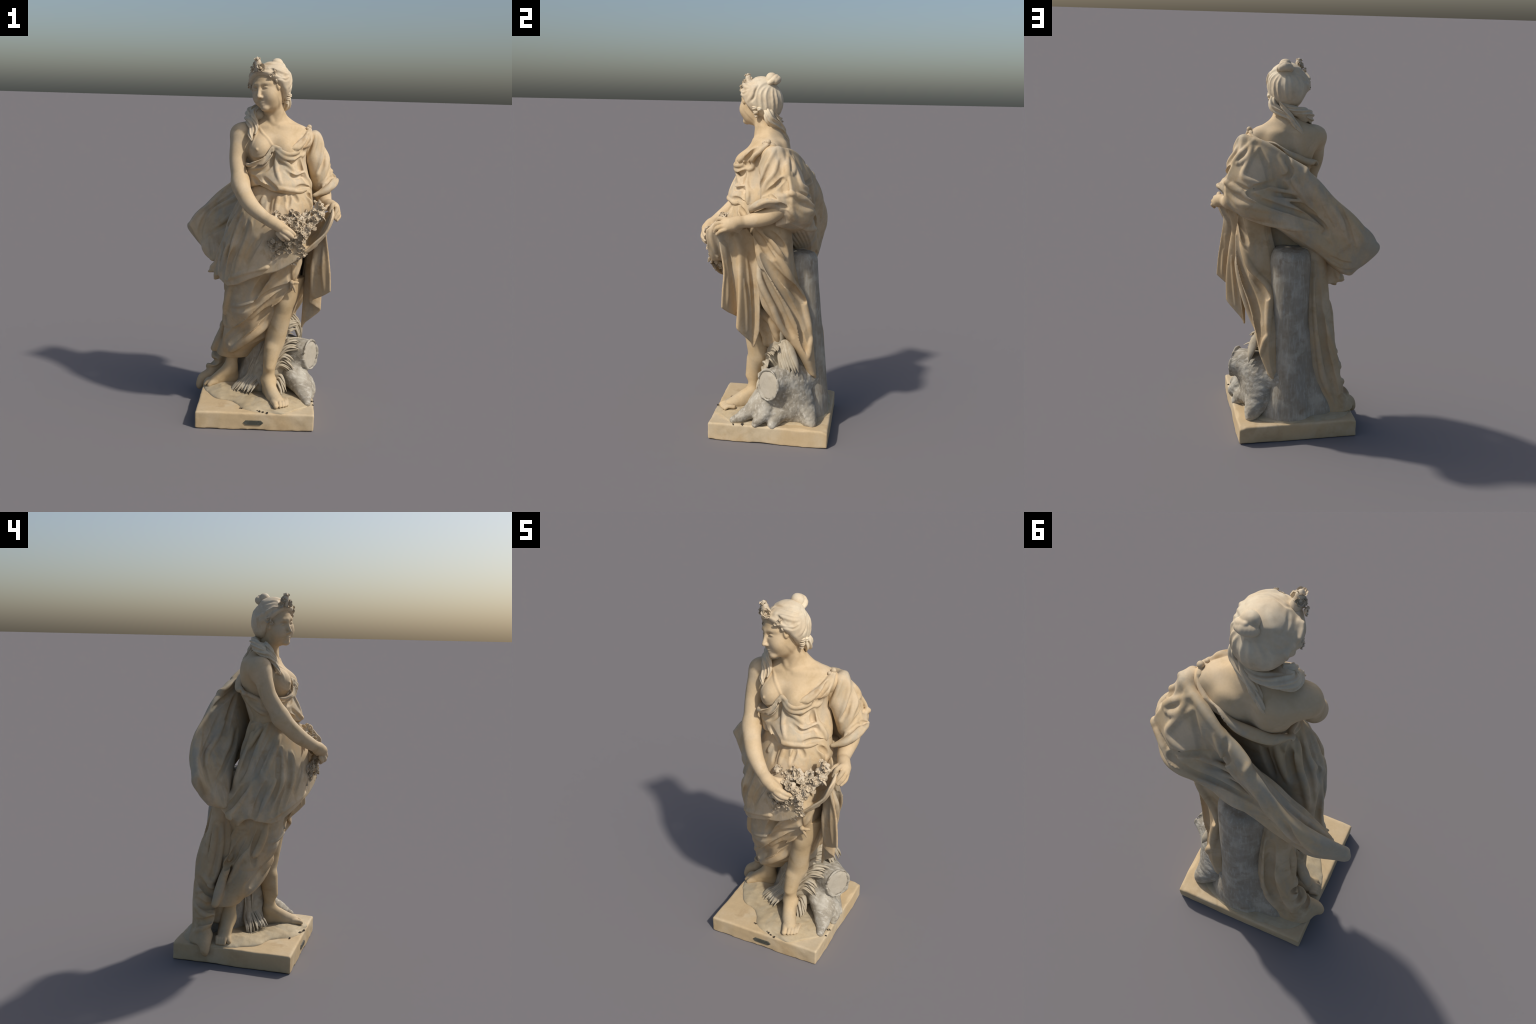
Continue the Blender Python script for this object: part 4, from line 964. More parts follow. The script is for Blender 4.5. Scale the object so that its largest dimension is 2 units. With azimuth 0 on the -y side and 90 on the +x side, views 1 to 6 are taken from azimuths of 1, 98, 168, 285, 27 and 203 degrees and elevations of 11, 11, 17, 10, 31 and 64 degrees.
# mantle: sleeve-like wrap on the left arm, then a great swag across the back
c = Clay((-0.47, -0.14, 0.82), (0.46, 0.37, 1.66), 0.0042); c.fold = 1.05
UPPER = [(0.292, 0.07, 1.605), (0.205, 0.122, 1.590), (0.117, 0.165, 1.540), (-0.043, 0.225, 1.422), (-0.145, 0.255, 1.315), (-0.262, 0.268, 1.215), (-0.405, 0.212, 1.058)]
OUTER = [[UPPER[0], (0.328, 0.115, 1.51), (0.376, 0.138, 1.44), (0.388, 0.150, 1.38), (0.385, 0.15, 1.31), (0.345, 0.14, 1.24)],
         [UPPER[1], (0.258, 0.165, 1.48), (0.278, 0.205, 1.40), (0.262, 0.238, 1.335), (0.295, 0.235, 1.265), (0.275, 0.185, 1.205)],
         [UPPER[2], (0.125, 0.188, 1.46), (0.12, 0.185, 1.37), (0.13, 0.205, 1.29), (0.14, 0.236, 1.22), (0.13, 0.205, 1.165)],
         [UPPER[3], (-0.025, 0.240, 1.35), (-0.035, 0.205, 1.27), (-0.02, 0.208, 1.215), (-0.02, 0.238, 1.14), (-0.035, 0.215, 1.065)],
         [UPPER[4], (-0.145, 0.268, 1.25), (-0.14, 0.240, 1.18), (-0.13, 0.230, 1.12), (-0.13, 0.242, 1.05), (-0.14, 0.202, 0.985)],
         [UPPER[5], (-0.27, 0.276, 1.13), (-0.28, 0.262, 1.07), (-0.28, 0.250, 1.02), (-0.27, 0.235, 0.95), (-0.265, 0.182, 0.885)],
         [UPPER[6], (-0.418, 0.220, 1.045), (-0.410, 0.225, 1.02), (-0.385, 0.220, 0.99), (-0.350, 0.205, 0.95), (-0.310, 0.182, 0.91)]]
# the inner layer hangs from the upper edge against the back and comes forward at the right hip
INNER = [[(0.29, 0.06, 1.595), (0.29, 0.06, 1.45), (0.30, 0.06, 1.33), (0.33, 0.07, 1.22)],
         [(0.20, 0.105, 1.575), (0.20, 0.085, 1.45), (0.20, 0.09, 1.30), (0.22, 0.12, 1.18)],
         [(0.112, 0.158, 1.53), (0.110, 0.125, 1.41), (0.11, 0.095, 1.26), (0.11, 0.100, 1.13)],
         [(-0.040, 0.222, 1.42), (-0.030, 0.150, 1.28), (-0.03, 0.110, 1.15), (-0.03, 0.140, 1.03)],
         [(-0.140, 0.250, 1.305), (-0.130, 0.155, 1.16), (-0.140, 0.105, 1.04), (-0.145, 0.110, 0.95)],
         [(-0.258, 0.256, 1.200), (-0.258, 0.170, 1.09), (-0.255, 0.122, 0.98), (-0.254, 0.100, 0.868)],
         [(-0.402, 0.205, 1.05), (-0.365, 0.180, 1.00), (-0.330, 0.155, 0.95), (-0.300, 0.138, 0.903)]]
c.quilt(OUTER, INNER, 0.010, 4)
# sleeve over the upper arm, cuff rolled at the elbow, pouch behind it
c.tube([(0.272, 0.012, 1.572), (0.276, 0.006, 1.50), (0.305, 0.022, 1.41), (0.328, 0.035, 1.335)], [0.030, 0.038, 0.044, 0.048], k=0.02)
c.tube([(0.288, 0.045, 1.585), (0.305, 0.045, 1.51), (0.325, 0.06, 1.43), (0.340, 0.07, 1.345)], [0.036, 0.045, 0.058, 0.062], k=0.03)
c.tube([(0.295, -0.075, 1.278), (0.358, -0.055, 1.305), (0.390, 0.0, 1.335), (0.396, 0.07, 1.350), (0.355, 0.15, 1.345), (0.25, 0.228, 1.322)], [0.010, 0.020, 0.026, 0.028, 0.024, 0.012], k=0.02)
c.tube([(0.372, 0.10, 1.315), (0.350, 0.15, 1.285), (0.310, 0.20, 1.265), (0.25, 0.21, 1.24)], [0.026, 0.026, 0.026, 0.018], k=0.03)
c.tube([A(p) + A([0, 0.0, -0.004]) for p in UPPER], [0.012, 0.012, 0.012, 0.012, 0.012, 0.012, 0.010], k=0.012)
# folds drawn on the mantle
c.ridge([(0.130, 0.178, 1.530), (0.061, 0.217, 1.412), (-0.010, 0.219, 1.304), (-0.114, 0.237, 1.156), (-0.171, 0.249, 1.061)], r=0.022, h=0.014)
c.groove([(0.081, 0.207, 1.289), (0.007, 0.215, 1.239), (-0.074, 0.226, 1.189), (-0.121, 0.241, 1.129)], r=0.022, h=0.022)
c.groove([(0.170, 0.186, 1.486), (0.109, 0.197, 1.368), (0.034, 0.206, 1.275), (-0.048, 0.220, 1.208)], r=0.030, h=0.016)
c.ridge([(0.223, 0.245, 1.320), (0.144, 0.217, 1.303), (0.075, 0.212, 1.274), (-0.013, 0.219, 1.219), (-0.101, 0.235, 1.153)], r=0.020, h=0.012)
c.groove([(0.355, 0.185, 1.389), (0.293, 0.234, 1.356), (0.256, 0.250, 1.329), (0.226, 0.244, 1.327)], r=0.014, h=0.016)
c.ridge([(0.416, 0.055, 1.369), (0.364, 0.182, 1.379), (0.288, 0.245, 1.325), (0.223, 0.246, 1.316)], r=0.014, h=0.012)
c.ridge([(0.270, 0.103, 1.596), (0.268, 0.137, 1.543), (0.315, 0.147, 1.493), (0.376, 0.073, 1.453)], r=0.018, h=0.012)
c.groove([(0.234, 0.128, 1.581), (0.195, 0.183, 1.485), (0.170, 0.202, 1.390), (0.115, 0.203, 1.323)], r=0.020, h=0.010)
c.ridge([(0.385, 0.168, 1.326), (0.336, 0.221, 1.294), (0.216, 0.249, 1.272), (0.077, 0.225, 1.243), (-0.046, 0.230, 1.177)], r=0.022, h=0.010)
c.ridge([(0.252, 0.200, 1.193), (0.164, 0.213, 1.175), (0.065, 0.243, 1.162), (-0.094, 0.236, 1.143)], r=0.014, h=0.010)
c.groove([(-0.179, 0.278, 1.276), (-0.214, 0.288, 1.202), (-0.243, 0.279, 1.116), (-0.278, 0.267, 1.049)], r=0.010, h=0.013)
c.ridge([(-0.118, 0.271, 1.307), (-0.178, 0.282, 1.214), (-0.227, 0.265, 1.092)], r=0.018, h=0.010)
c.ridge([(-0.213, 0.283, 1.248), (-0.273, 0.283, 1.165), (-0.332, 0.266, 1.075)], r=0.016, h=0.010)
c.groove([(-0.149, 0.237, 1.003), (-0.213, 0.241, 0.967), (-0.267, 0.248, 0.963)], r=0.010, h=0.010)
c.ridge([(-0.128, 0.213, 0.989), (-0.201, 0.213, 0.940), (-0.265, 0.237, 0.935)], r=0.012, h=0.009)
c.groove([(-0.205, 0.202, 0.926), (-0.252, 0.214, 0.910), (-0.289, 0.230, 0.924)], r=0.010, h=0.009)
c.ridge([(0.306, 0.055, 1.617), (0.333, 0.020, 1.542), (0.325, -0.010, 1.471), (0.306, -0.019, 1.384)], r=0.014, h=0.011)
c.ridge([(0.326, 0.070, 1.560), (0.364, 0.051, 1.487), (0.361, 0.013, 1.434), (0.316, -0.016, 1.360)], r=0.014, h=0.011)
c.groove([(0.346, 0.033, 1.525), (0.343, 0.004, 1.462), (0.319, -0.019, 1.398)], r=0.014, h=0.012)
c.ridge([(0.306, -0.070, 1.271), (0.345, -0.011, 1.336), (0.395, 0.044, 1.381), (0.418, 0.061, 1.368)], r=0.013, h=0.011)
c.groove([(0.359, -0.047, 1.332), (0.391, 0.023, 1.372), (0.421, 0.046, 1.363)], r=0.009, h=0.010)
c.ridge([(0.251, 0.112, 1.599), (0.343, 0.118, 1.507), (0.370, 0.090, 1.450), (0.375, 0.020, 1.389)], r=0.018, h=0.012)
c.ridge([(0.233, 0.138, 1.565), (0.296, 0.167, 1.478), (0.292, 0.208, 1.413), (-0.007, 0.225, 1.322)], r=0.016, h=0.011)
c.groove([(0.364, 0.096, 1.456), (0.387, 0.060, 1.418), (0.368, 0.009, 1.380)], r=0.014, h=0.012)
c.ridge([(0.393, 0.049, 1.386), (0.397, 0.154, 1.390), (0.331, 0.213, 1.355), (-0.045, 0.231, 1.286)], r=0.014, h=0.012)
c.ridge([(0.396, 0.040, 1.378), (0.415, 0.098, 1.341), (0.393, 0.152, 1.298), (0.349, 0.178, 1.244)], r=0.014, h=0.011)
c.groove([(0.403, 0.037, 1.374), (0.419, 0.086, 1.341), (0.400, 0.117, 1.321)], r=0.009, h=0.012)
c.groove([(0.084, 0.176, 1.533), (0.084, 0.208, 1.427), (0.288, 0.239, 1.348), (-0.086, 0.229, 1.193)], r=0.016, h=0.014)
c.ridge([(0.068, 0.202, 1.494), (-0.057, 0.251, 1.379), (-0.114, 0.268, 1.264), (-0.174, 0.263, 1.159)], r=0.016, h=0.010)
c.ridge([(0.395, -0.042, 1.311), (0.423, 0.028, 1.350), (0.416, 0.098, 1.348)], r=0.012, h=0.010)
c.groove([(-0.101, 0.227, 1.362), (-0.044, 0.202, 1.401), (0.024, 0.171, 1.439), (0.116, 0.132, 1.493)], r=0.012, h=0.014)
c.groove([(0.076, 0.142, 1.448), (-0.028, 0.154, 1.320), (-0.089, 0.152, 1.228)], r=0.014, h=0.014)
c.groove([(-0.071, 0.193, 1.337), (-0.162, 0.208, 1.236), (-0.271, 0.213, 1.155), (-0.315, 0.205, 1.112), (-0.345, 0.172, 1.030), (-0.335, 0.149, 0.966)], r=0.014, h=0.014)
c.groove([(-0.027, 0.160, 1.334), (-0.078, 0.163, 1.265), (-0.104, 0.165, 1.231)], r=0.012, h=0.012)
c.groove([(0.005, 0.114, 1.259), (-0.057, 0.110, 1.173), (-0.131, 0.121, 1.119), (-0.222, 0.126, 1.056), (-0.286, 0.135, 1.012)], r=0.014, h=0.014)
c.ridge([(-0.062, 0.168, 1.300), (-0.146, 0.186, 1.217), (-0.253, 0.200, 1.153), (-0.310, 0.188, 1.091)], r=0.016, h=0.012)
c.ridge([(-0.026, 0.128, 1.261), (-0.098, 0.132, 1.177), (-0.181, 0.140, 1.114), (-0.236, 0.137, 1.068)], r=0.016, h=0.012)
c.ridge([(-0.197, 0.250, 1.274), (-0.268, 0.240, 1.193), (-0.365, 0.225, 1.118), (-0.410, 0.198, 1.039)], r=0.014, h=0.010)
c.ridge([(-0.328, 0.144, 0.958), (-0.317, 0.143, 0.909), (-0.282, 0.135, 0.866)], r=0.012, h=0.010)
c.groove([(-0.409, 0.198, 1.036), (-0.380, 0.193, 0.982), (-0.312, 0.182, 0.898)], r=0.010, h=0.010)
c.groove([(-0.286, 0.128, 0.987), (-0.279, 0.111, 0.933), (-0.271, 0.098, 0.882)], r=0.010, h=0.009)
c.ridge([(-0.012, 0.230, 1.442), (0.011, 0.190, 1.475), (0.118, 0.141, 1.528)], r=0.014, h=0.012)
c.groove([(0.277, 0.001, 1.603), (0.266, -0.025, 1.542), (0.252, -0.023, 1.493)], r=0.010, h=0.010)
c.ridge([(0.298, 0.018, 1.610), (0.289, -0.022, 1.542), (0.267, -0.029, 1.480), (0.245, 0.061, 1.423)], r=0.012, h=0.009)
c.ridge([(0.358, 0.018, 1.462), (0.356, 0.000, 1.396), (0.302, -0.004, 1.325)], r=0.012, h=0.009)
V, F = c.mesh(1)
mantle = add_mesh('mantle', V, F, CLOTH, statue)

# end of the mantle hanging from the left hand in zigzag folds
c = Clay((0.22, -0.28, 0.50), (0.43, 0.03, 1.22), 0.004)
c.sheet([[(0.368, -0.230, 1.175), (0.355, -0.225, 1.10), (0.375, -0.200, 0.97), (0.388, -0.203, 0.87), (0.394, -0.206, 0.777)],
         [(0.362, -0.215, 1.175), (0.340, -0.205, 1.09), (0.345, -0.185, 0.96), (0.350, -0.178, 0.85), (0.355, -0.178, 0.745)],
         [(0.352, -0.200, 1.170), (0.315, -0.185, 1.08), (0.298, -0.168, 0.95), (0.294, -0.145, 0.82), (0.294, -0.133, 0.700)],
         [(0.350, -0.180, 1.170), (0.312, -0.155, 1.08), (0.322, -0.140, 0.95), (0.330, -0.130, 0.80), (0.328, -0.135, 0.670)],
         [(0.340, -0.160, 1.175), (0.318, -0.130, 1.08), (0.335, -0.118, 0.95), (0.348, -0.118, 0.80), (0.346, -0.125, 0.645)],
         [(0.320, -0.145, 1.175), (0.285, -0.100, 1.08), (0.280, -0.080, 0.92), (0.278, -0.070, 0.74), (0.272, -0.068, 0.560)],
         [(0.310, -0.125, 1.180), (0.275, -0.070, 1.08), (0.268, -0.055, 0.90), (0.262, -0.050, 0.70), (0.257, -0.055, 0.530)],
         [(0.305, -0.095, 1.185), (0.285, -0.040, 1.09), (0.294, -0.030, 0.92), (0.290, -0.022, 0.76), (0.275, -0.025, 0.62)]], 0.0055, spacing=0.0025)
# folds drawn on the mantle_end
c.ridge([(0.314, -0.160, 1.037), (0.304, -0.157, 0.896), (0.316, -0.146, 0.738)], r=0.009, h=0.007)
c.ridge([(0.293, -0.095, 1.036), (0.293, -0.079, 0.863), (0.278, -0.064, 0.632)], r=0.009, h=0.008)
c.ridge([(0.346, -0.201, 1.013), (0.348, -0.186, 0.898), (0.360, -0.189, 0.779)], r=0.009, h=0.007)
c.ridge([(0.292, -0.168, 0.942), (0.294, -0.154, 0.833), (0.302, -0.149, 0.731)], r=0.009, h=0.007)
c.ridge([(0.362, -0.183, 0.928), (0.365, -0.181, 0.852), (0.368, -0.182, 0.791)], r=0.009, h=0.007)
c.ridge([(0.326, -0.101, 0.914), (0.315, -0.088, 0.767), (0.303, -0.083, 0.630)], r=0.009, h=0.007)
V, F = c.mesh(1)
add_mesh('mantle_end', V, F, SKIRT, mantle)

# cloth falling from the left forearm to the back, ending in a point beside the trunk
c = Clay((0.07, -0.10, 0.31), (0.38, 0.32, 1.28), 0.0038); c.fold = 1.55
SIDE = [[(0.275, -0.07, 1.22), (0.278, 0.01, 1.235), (0.262, 0.08, 1.24), (0.19, 0.11, 1.22)],
         [(0.300, -0.05, 1.12), (0.292, 0.04, 1.13), (0.272, 0.105, 1.13), (0.19, 0.13, 1.12)],
         [(0.306, -0.023, 0.98), (0.292, 0.058, 0.97), (0.260, 0.125, 0.98), (0.165, 0.140, 1.00)],
         [(0.288, -0.010, 0.80), (0.274, 0.083, 0.79), (0.228, 0.145, 0.80), (0.152, 0.182, 0.82)],
         [(0.255, 0.045, 0.695), (0.240, 0.12, 0.635), (0.220, 0.185, 0.62), (0.172, 0.245, 0.62)],
         [(0.18, 0.17, 0.50), (0.205, 0.205, 0.48), (0.210, 0.238, 0.47), (0.172, 0.268, 0.46)],
         [(0.165, 0.245, 0.37), (0.172, 0.262, 0.36), (0.163, 0.276, 0.35), (0.150, 0.280, 0.338)]]
c.quilt(SIDE, [[A(p) + A([-0.035, -0.012, 0]) for p in q] for q in SIDE], 0.008, 2)
# folds drawn on the side_drape
c.ridge([(0.306, 0.023, 1.072), (0.290, 0.097, 1.003), (0.239, 0.145, 0.897), (0.164, 0.188, 0.810), (0.173, 0.227, 0.692), (0.181, 0.254, 0.594)], r=0.018, h=0.014)
c.ridge([(0.312, -0.031, 1.070), (0.308, 0.018, 0.982), (0.292, 0.073, 0.870), (0.257, 0.126, 0.759), (0.229, 0.182, 0.633), (0.214, 0.240, 0.501)], r=0.016, h=0.014)
c.ridge([(0.312, -0.010, 1.037), (0.297, 0.065, 0.941), (0.233, 0.149, 0.860)], r=0.014, h=0.012)
c.groove([(0.310, -0.003, 1.051), (0.302, 0.045, 0.955), (0.279, 0.099, 0.848), (0.238, 0.152, 0.741), (0.211, 0.208, 0.629)], r=0.012, h=0.014)
c.groove([(0.306, 0.031, 1.003), (0.288, 0.092, 0.923), (0.233, 0.149, 0.860), (0.173, 0.193, 0.777)], r=0.012, h=0.013)
c.groove([(0.289, -0.040, 1.003), (0.307, 0.005, 0.919), (0.287, 0.067, 0.799), (0.257, 0.114, 0.680), (0.238, 0.156, 0.590)], r=0.012, h=0.014)
c.ridge([(0.286, -0.040, 0.991), (0.306, -0.008, 0.883), (0.286, 0.046, 0.769), (0.256, 0.086, 0.664), (0.228, 0.134, 0.572)], r=0.014, h=0.012)
c.groove([(0.224, 0.188, 0.646), (0.221, 0.214, 0.560), (0.213, 0.244, 0.486)], r=0.010, h=0.010)
c.ridge([(0.181, 0.257, 0.579), (0.199, 0.249, 0.526), (0.212, 0.248, 0.464)], r=0.012, h=0.010)
c.groove([(0.286, -0.071, 1.187), (0.304, -0.026, 1.137), (0.307, 0.016, 1.071), (0.303, 0.044, 1.031)], r=0.012, h=0.012)
c.ridge([(0.295, -0.028, 1.183), (0.300, 0.034, 1.139), (0.295, 0.082, 1.072), (0.285, 0.109, 1.030)], r=0.014, h=0.012)
c.groove([(0.296, 0.012, 1.178), (0.296, 0.075, 1.126), (0.274, 0.121, 1.049)], r=0.012, h=0.012)
V, F = c.mesh(1)
add_mesh('side_drape', V, F, SKIRT, mantle)

# long fall of cloth at the back right, its end spilling over the plinth edge
c = Clay((-0.37, 0.05, 0.03), (0.02, 0.36, 1.07), 0.004); c.fold = 1.55
c.loft([(0.105, [(-0.18, 0.30), (-0.29, 0.285), (-0.33, 0.22), (-0.30, 0.175), (-0.22, 0.20), (-0.15, 0.26)]),
        (0.20, [(-0.14, 0.29), (-0.24, 0.282), (-0.275, 0.225), (-0.255, 0.175), (-0.17, 0.18), (-0.10, 0.23)]),
        (0.30, [(-0.10, 0.285), (-0.208, 0.295), (-0.245, 0.255), (-0.215, 0.185), (-0.15, 0.18), (-0.08, 0.22)]),
        (0.42, [(-0.07, 0.28), (-0.172, 0.297), (-0.220, 0.255), (-0.185, 0.180), (-0.12, 0.17), (-0.06, 0.21)]),
        (0.54, [(-0.05, 0.265), (-0.13, 0.288), (-0.192, 0.245), (-0.172, 0.165), (-0.11, 0.15), (-0.04, 0.20)]),
        (0.70, [(-0.04, 0.225), (-0.09, 0.245), (-0.170, 0.21), (-0.165, 0.145), (-0.10, 0.125), (-0.03, 0.17)]),
        (0.93, [(-0.02, 0.18), (-0.08, 0.20), (-0.14, 0.18), (-0.16, 0.11), (-0.09, 0.09), (-0.02, 0.12)]),
        (1.04, [(-0.02, 0.17), (-0.08, 0.19), (-0.13, 0.17), (-0.14, 0.11), (-0.09, 0.08), (-0.02, 0.11)])],
       [(0.0, -0.24, 0.225), (0.2, -0.185, 0.225), (0.4, -0.13, 0.22), (0.7, -0.10, 0.175), (1.0, -0.09, 0.13)])
c.tube([(-0.105, 0.115, 0.86), (-0.115, 0.120, 0.6), (-0.125, 0.130, 0.4), (-0.15, 0.165, 0.2)], [0.04, 0.036, 0.036, 0.03], k=0.02)
c.tube([(-0.27, 0.19, 0.14), (-0.315, 0.185, 0.115), (-0.336, 0.178, 0.075), (-0.338, 0.172, 0.052)], [0.035, 0.034, 0.024, 0.006], k=0.02)
# folds drawn on the back_drape
c.ridge([(-0.165, 0.140, 0.745), (-0.161, 0.147, 0.635), (-0.169, 0.165, 0.490), (-0.196, 0.192, 0.400)], r=0.016, h=0.012)
c.ridge([(-0.095, 0.233, 0.755), (-0.131, 0.257, 0.633), (-0.166, 0.274, 0.537), (-0.209, 0.277, 0.418)], r=0.016, h=0.010)
c.groove([(-0.172, 0.178, 0.751), (-0.182, 0.192, 0.637), (-0.197, 0.207, 0.494)], r=0.014, h=0.010)
c.ridge([(-0.225, 0.271, 0.364), (-0.208, 0.210, 0.398), (-0.164, 0.172, 0.378)], r=0.013, h=0.012)
c.ridge([(-0.241, 0.273, 0.296), (-0.253, 0.216, 0.255), (-0.229, 0.176, 0.243), (-0.187, 0.175, 0.281)], r=0.013, h=0.012)
c.groove([(-0.235, 0.267, 0.331), (-0.238, 0.214, 0.294), (-0.204, 0.177, 0.290)], r=0.012, h=0.012)
c.ridge([(-0.288, 0.255, 0.160), (-0.274, 0.194, 0.195), (-0.203, 0.173, 0.235)], r=0.014, h=0.012)
c.groove([(-0.261, 0.257, 0.216), (-0.271, 0.210, 0.210), (-0.240, 0.176, 0.225)], r=0.010, h=0.012)
c.ridge([(-0.078, 0.196, 0.957), (-0.080, 0.235, 0.754), (-0.092, 0.282, 0.551), (-0.127, 0.295, 0.328), (-0.196, 0.296, 0.168)], r=0.014, h=0.012)
c.groove([(-0.095, 0.214, 0.854), (-0.110, 0.266, 0.617), (-0.151, 0.300, 0.405), (-0.222, 0.291, 0.179)], r=0.012, h=0.014)
c.ridge([(-0.174, 0.174, 0.730), (-0.183, 0.187, 0.601), (-0.204, 0.212, 0.452)], r=0.016, h=0.012)
c.ridge([(-0.209, 0.233, 0.466), (-0.203, 0.205, 0.423), (-0.183, 0.178, 0.427)], r=0.013, h=0.012)
c.groove([(-0.210, 0.262, 0.449), (-0.215, 0.215, 0.381), (-0.191, 0.178, 0.349)], r=0.012, h=0.012)
V, F = c.mesh(1)
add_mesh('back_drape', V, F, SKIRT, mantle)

# small knot of cloth above the left knee, button on the left shoulder
KN = A([0.186, -0.180, 0.812])
c = Clay(KN - 0.09, KN + 0.09, 0.0025)
c.ellipsoid(KN, (0.0135, 0.013, 0.0135))
c.tube([KN, KN + A([0.022, 0.004, -0.002]), KN + A([0.036, 0.016, -0.006])], [0.006, 0.010, 0.006], k=0.004)
c.tube([KN, KN + A([0.012, 0.006, -0.028]), KN + A([0.022, 0.014, -0.058])], [0.006, 0.0085, 0.004], k=0.004)
c.tube([KN, KN + A([-0.004, 0.010, -0.030]), KN + A([0.004, 0.022, -0.050])], [0.005, 0.007, 0.003], k=0.004)
V, F = c.mesh(1)
add_mesh('cloth_knot', V, F, SKIRT, skirt)
for p, r in (((0.257, 0.006, 1.641), 0.0135), ((0.246, -0.020, 1.634), 0.010)):
    c = Clay(A(p) - 0.02, A(p) + 0.02, 0.002); c.ellipsoid(p, r); V, F = c.mesh(1)
    add_mesh('shoulder_button', V, F, CLOTH, bodice)
# ------------------------------------------------------------------ flowers
def petal_mesh(n_petals, r, cup, seed, layers=1, centre=0.25):
    """Rosette of thick cupped petals round a button centre; opens towards +z."""
    rng = np.random.RandomState(seed)
    parts = []
    for ly in range(layers):
        rr = r * (1 - 0.30 * ly); cu = cup + 0.5 * ly
        for i in range(n_petals):
            a = 2 * math.pi * (i + 0.5 * ly) / n_petals + rng.uniform(-0.15, 0.15)
            nu, nv = 7, 6
            G = np.zeros((nu, nv, 3))
            w = rr * 2 * math.pi / n_petals * 0.92
            for u in range(nu):
                s = u / (nu - 1)
                wid = w * math.sin(math.pi * min(0.15 + 0.60 * s, 0.93)) ** 0.6
                for v in range(nv):
                    q = (v / (nv - 1) - 0.5) * 2
                    rad = rr * (0.12 + 0.88 * s) * (1 - 0.28 * q * q * s)
                    h_ = rr * (cu * s ** 1.5 - 0.25 * s ** 3) + 0.30 * wid * q * q
                    x, y = rad, wid * q * 0.5
                    G[u, v] = (x * math.cos(a) - y * math.sin(a), x * math.sin(a) + y * math.cos(a), h_)
            th = 0.20 * r
            top = G.reshape(-1, 3); bot = top - A([0, 0, th]); bot[:, :2] *= 0.96
            V = np.vstack([top, bot]); F = []
            o = nu * nv
            for u in range(nu - 1):
                for v in range(nv - 1):
                    k_ = u * nv + v
                    F.append((k_, k_ + nv, k_ + nv + 1, k_ + 1)); F.append((o + k_, o + k_ + 1, o + k_ + nv + 1, o + k_ + nv))
            rim = [u * nv for u in range(nu)] + [(nu - 1) * nv + v for v in range(1, nv)] + [u * nv + nv - 1 for u in range(nu - 2, -1, -1)] + [v for v in range(nv - 2, 0, -1)]
            for p, q in zip(rim, rim[1:] + rim[:1]): F.append((p, o + p, o + q, q)[::-1])
            parts.append((V, np.array(F)))
    # button
    m, n = 8, 4
    V = [(0, 0, r * centre)]; F = []
    B = [(r * centre * math.sin(math.pi * (j + 1) / (n + 1)) * math.cos(2 * math.pi * i / m), r * centre * math.sin(math.pi * (j + 1) / (n + 1)) * math.sin(2 * math.pi * i / m), r * centre * math.cos(math.pi * (j + 1) / (n + 1)) + 0.15 * r * cup) for j in range(n) for i in range(m)]
    V = np.array(B + [(0, 0, r * centre + 0.15 * r * cup), (0, 0, -r * centre)])
    for j in range(n - 1):
        for i in range(m): F.append((j * m + i, (j + 1) * m + i, (j + 1) * m + (i + 1) % m, j * m + (i + 1) % m))
    for i in range(0, m, 2): F.append((n * m, i, i + 1, (i + 2) % m))
    parts.append((V, np.array(F)))
    return merge(parts)

def leaf_mesh(l, w, curl):
    nu, nv = 10, 5
    G = np.zeros((nu, nv, 3))
    for u in range(nu):
        s = u / (nu - 1)
        wid = w * math.sin(math.pi * (0.06 + 0.92 * s)) ** 0.8
        for v in range(nv):
            q = (v / (nv - 1) - 0.5) * 2
            G[u, v] = (l * s, wid * q * 0.5, curl * l * s * s + 0.25 * wid * abs(q))
    top = G.reshape(-1, 3); bot = top - A([0, 0, 0.10 * w])
    V = np.vstack([top, bot]); F = []; o = nu * nv
    for u in range(nu - 1):
        for v in range(nv - 1):
            k_ = u * nv + v
            F.append((k_, k_ + nv, k_ + nv + 1, k_ + 1)); F.append((o + k_, o + k_ + 1, o + k_ + nv + 1, o + k_ + nv))
    rim = [u * nv for u in range(nu)] + [(nu - 1) * nv + v for v in range(1, nv)] + [u * nv + nv - 1 for u in range(nu - 2, -1, -1)] + [v for v in range(nv - 2, 0, -1)]
    for p, q in zip(rim, rim[1:] + rim[:1]): F.append((p, o + p, o + q, q)[::-1])
    return V, np.array(F)

KINDS = {}
def kind(nm, VF):
    me = raw_mesh(nm, *VF); me.materials.append(FLORAL); KINDS[nm] = me
kind('daisy', petal_mesh(6, 0.024, 0.30, 1)); kind('bell', petal_mesh(5, 0.023, 0.8, 2)); kind('rose', petal_mesh(5, 0.027, 0.55, 3, 3, 0.35))
kind('blossom', petal_mesh(4, 0.021, 0.5, 4, 2, 0.4)); kind('leaf_a', leaf_mesh(0.040, 0.018, -0.35)); kind('leaf_b', leaf_mesh(0.032, 0.014, 0.3))

def place(name, me, p, nrm, s=1.0, spin=0.0, parent=None):
    ob = bpy.data.objects.new(name, KINDS[me])
    z = Vector(nrm).normalized()
    q = z.to_track_quat('Z', 'Y').to_matrix().to_4x4()
    ob.matrix_local = Matrix.Translation(Vector(p)) @ q @ Matrix.Rotation(spin, 4, 'Z') @ Matrix.Scale(s, 4)
    return link(ob, parent)

bouquet = bpy.data.objects.new('flower_bouquet', None)
link(bouquet, statue)
rng = np.random.RandomState(12)
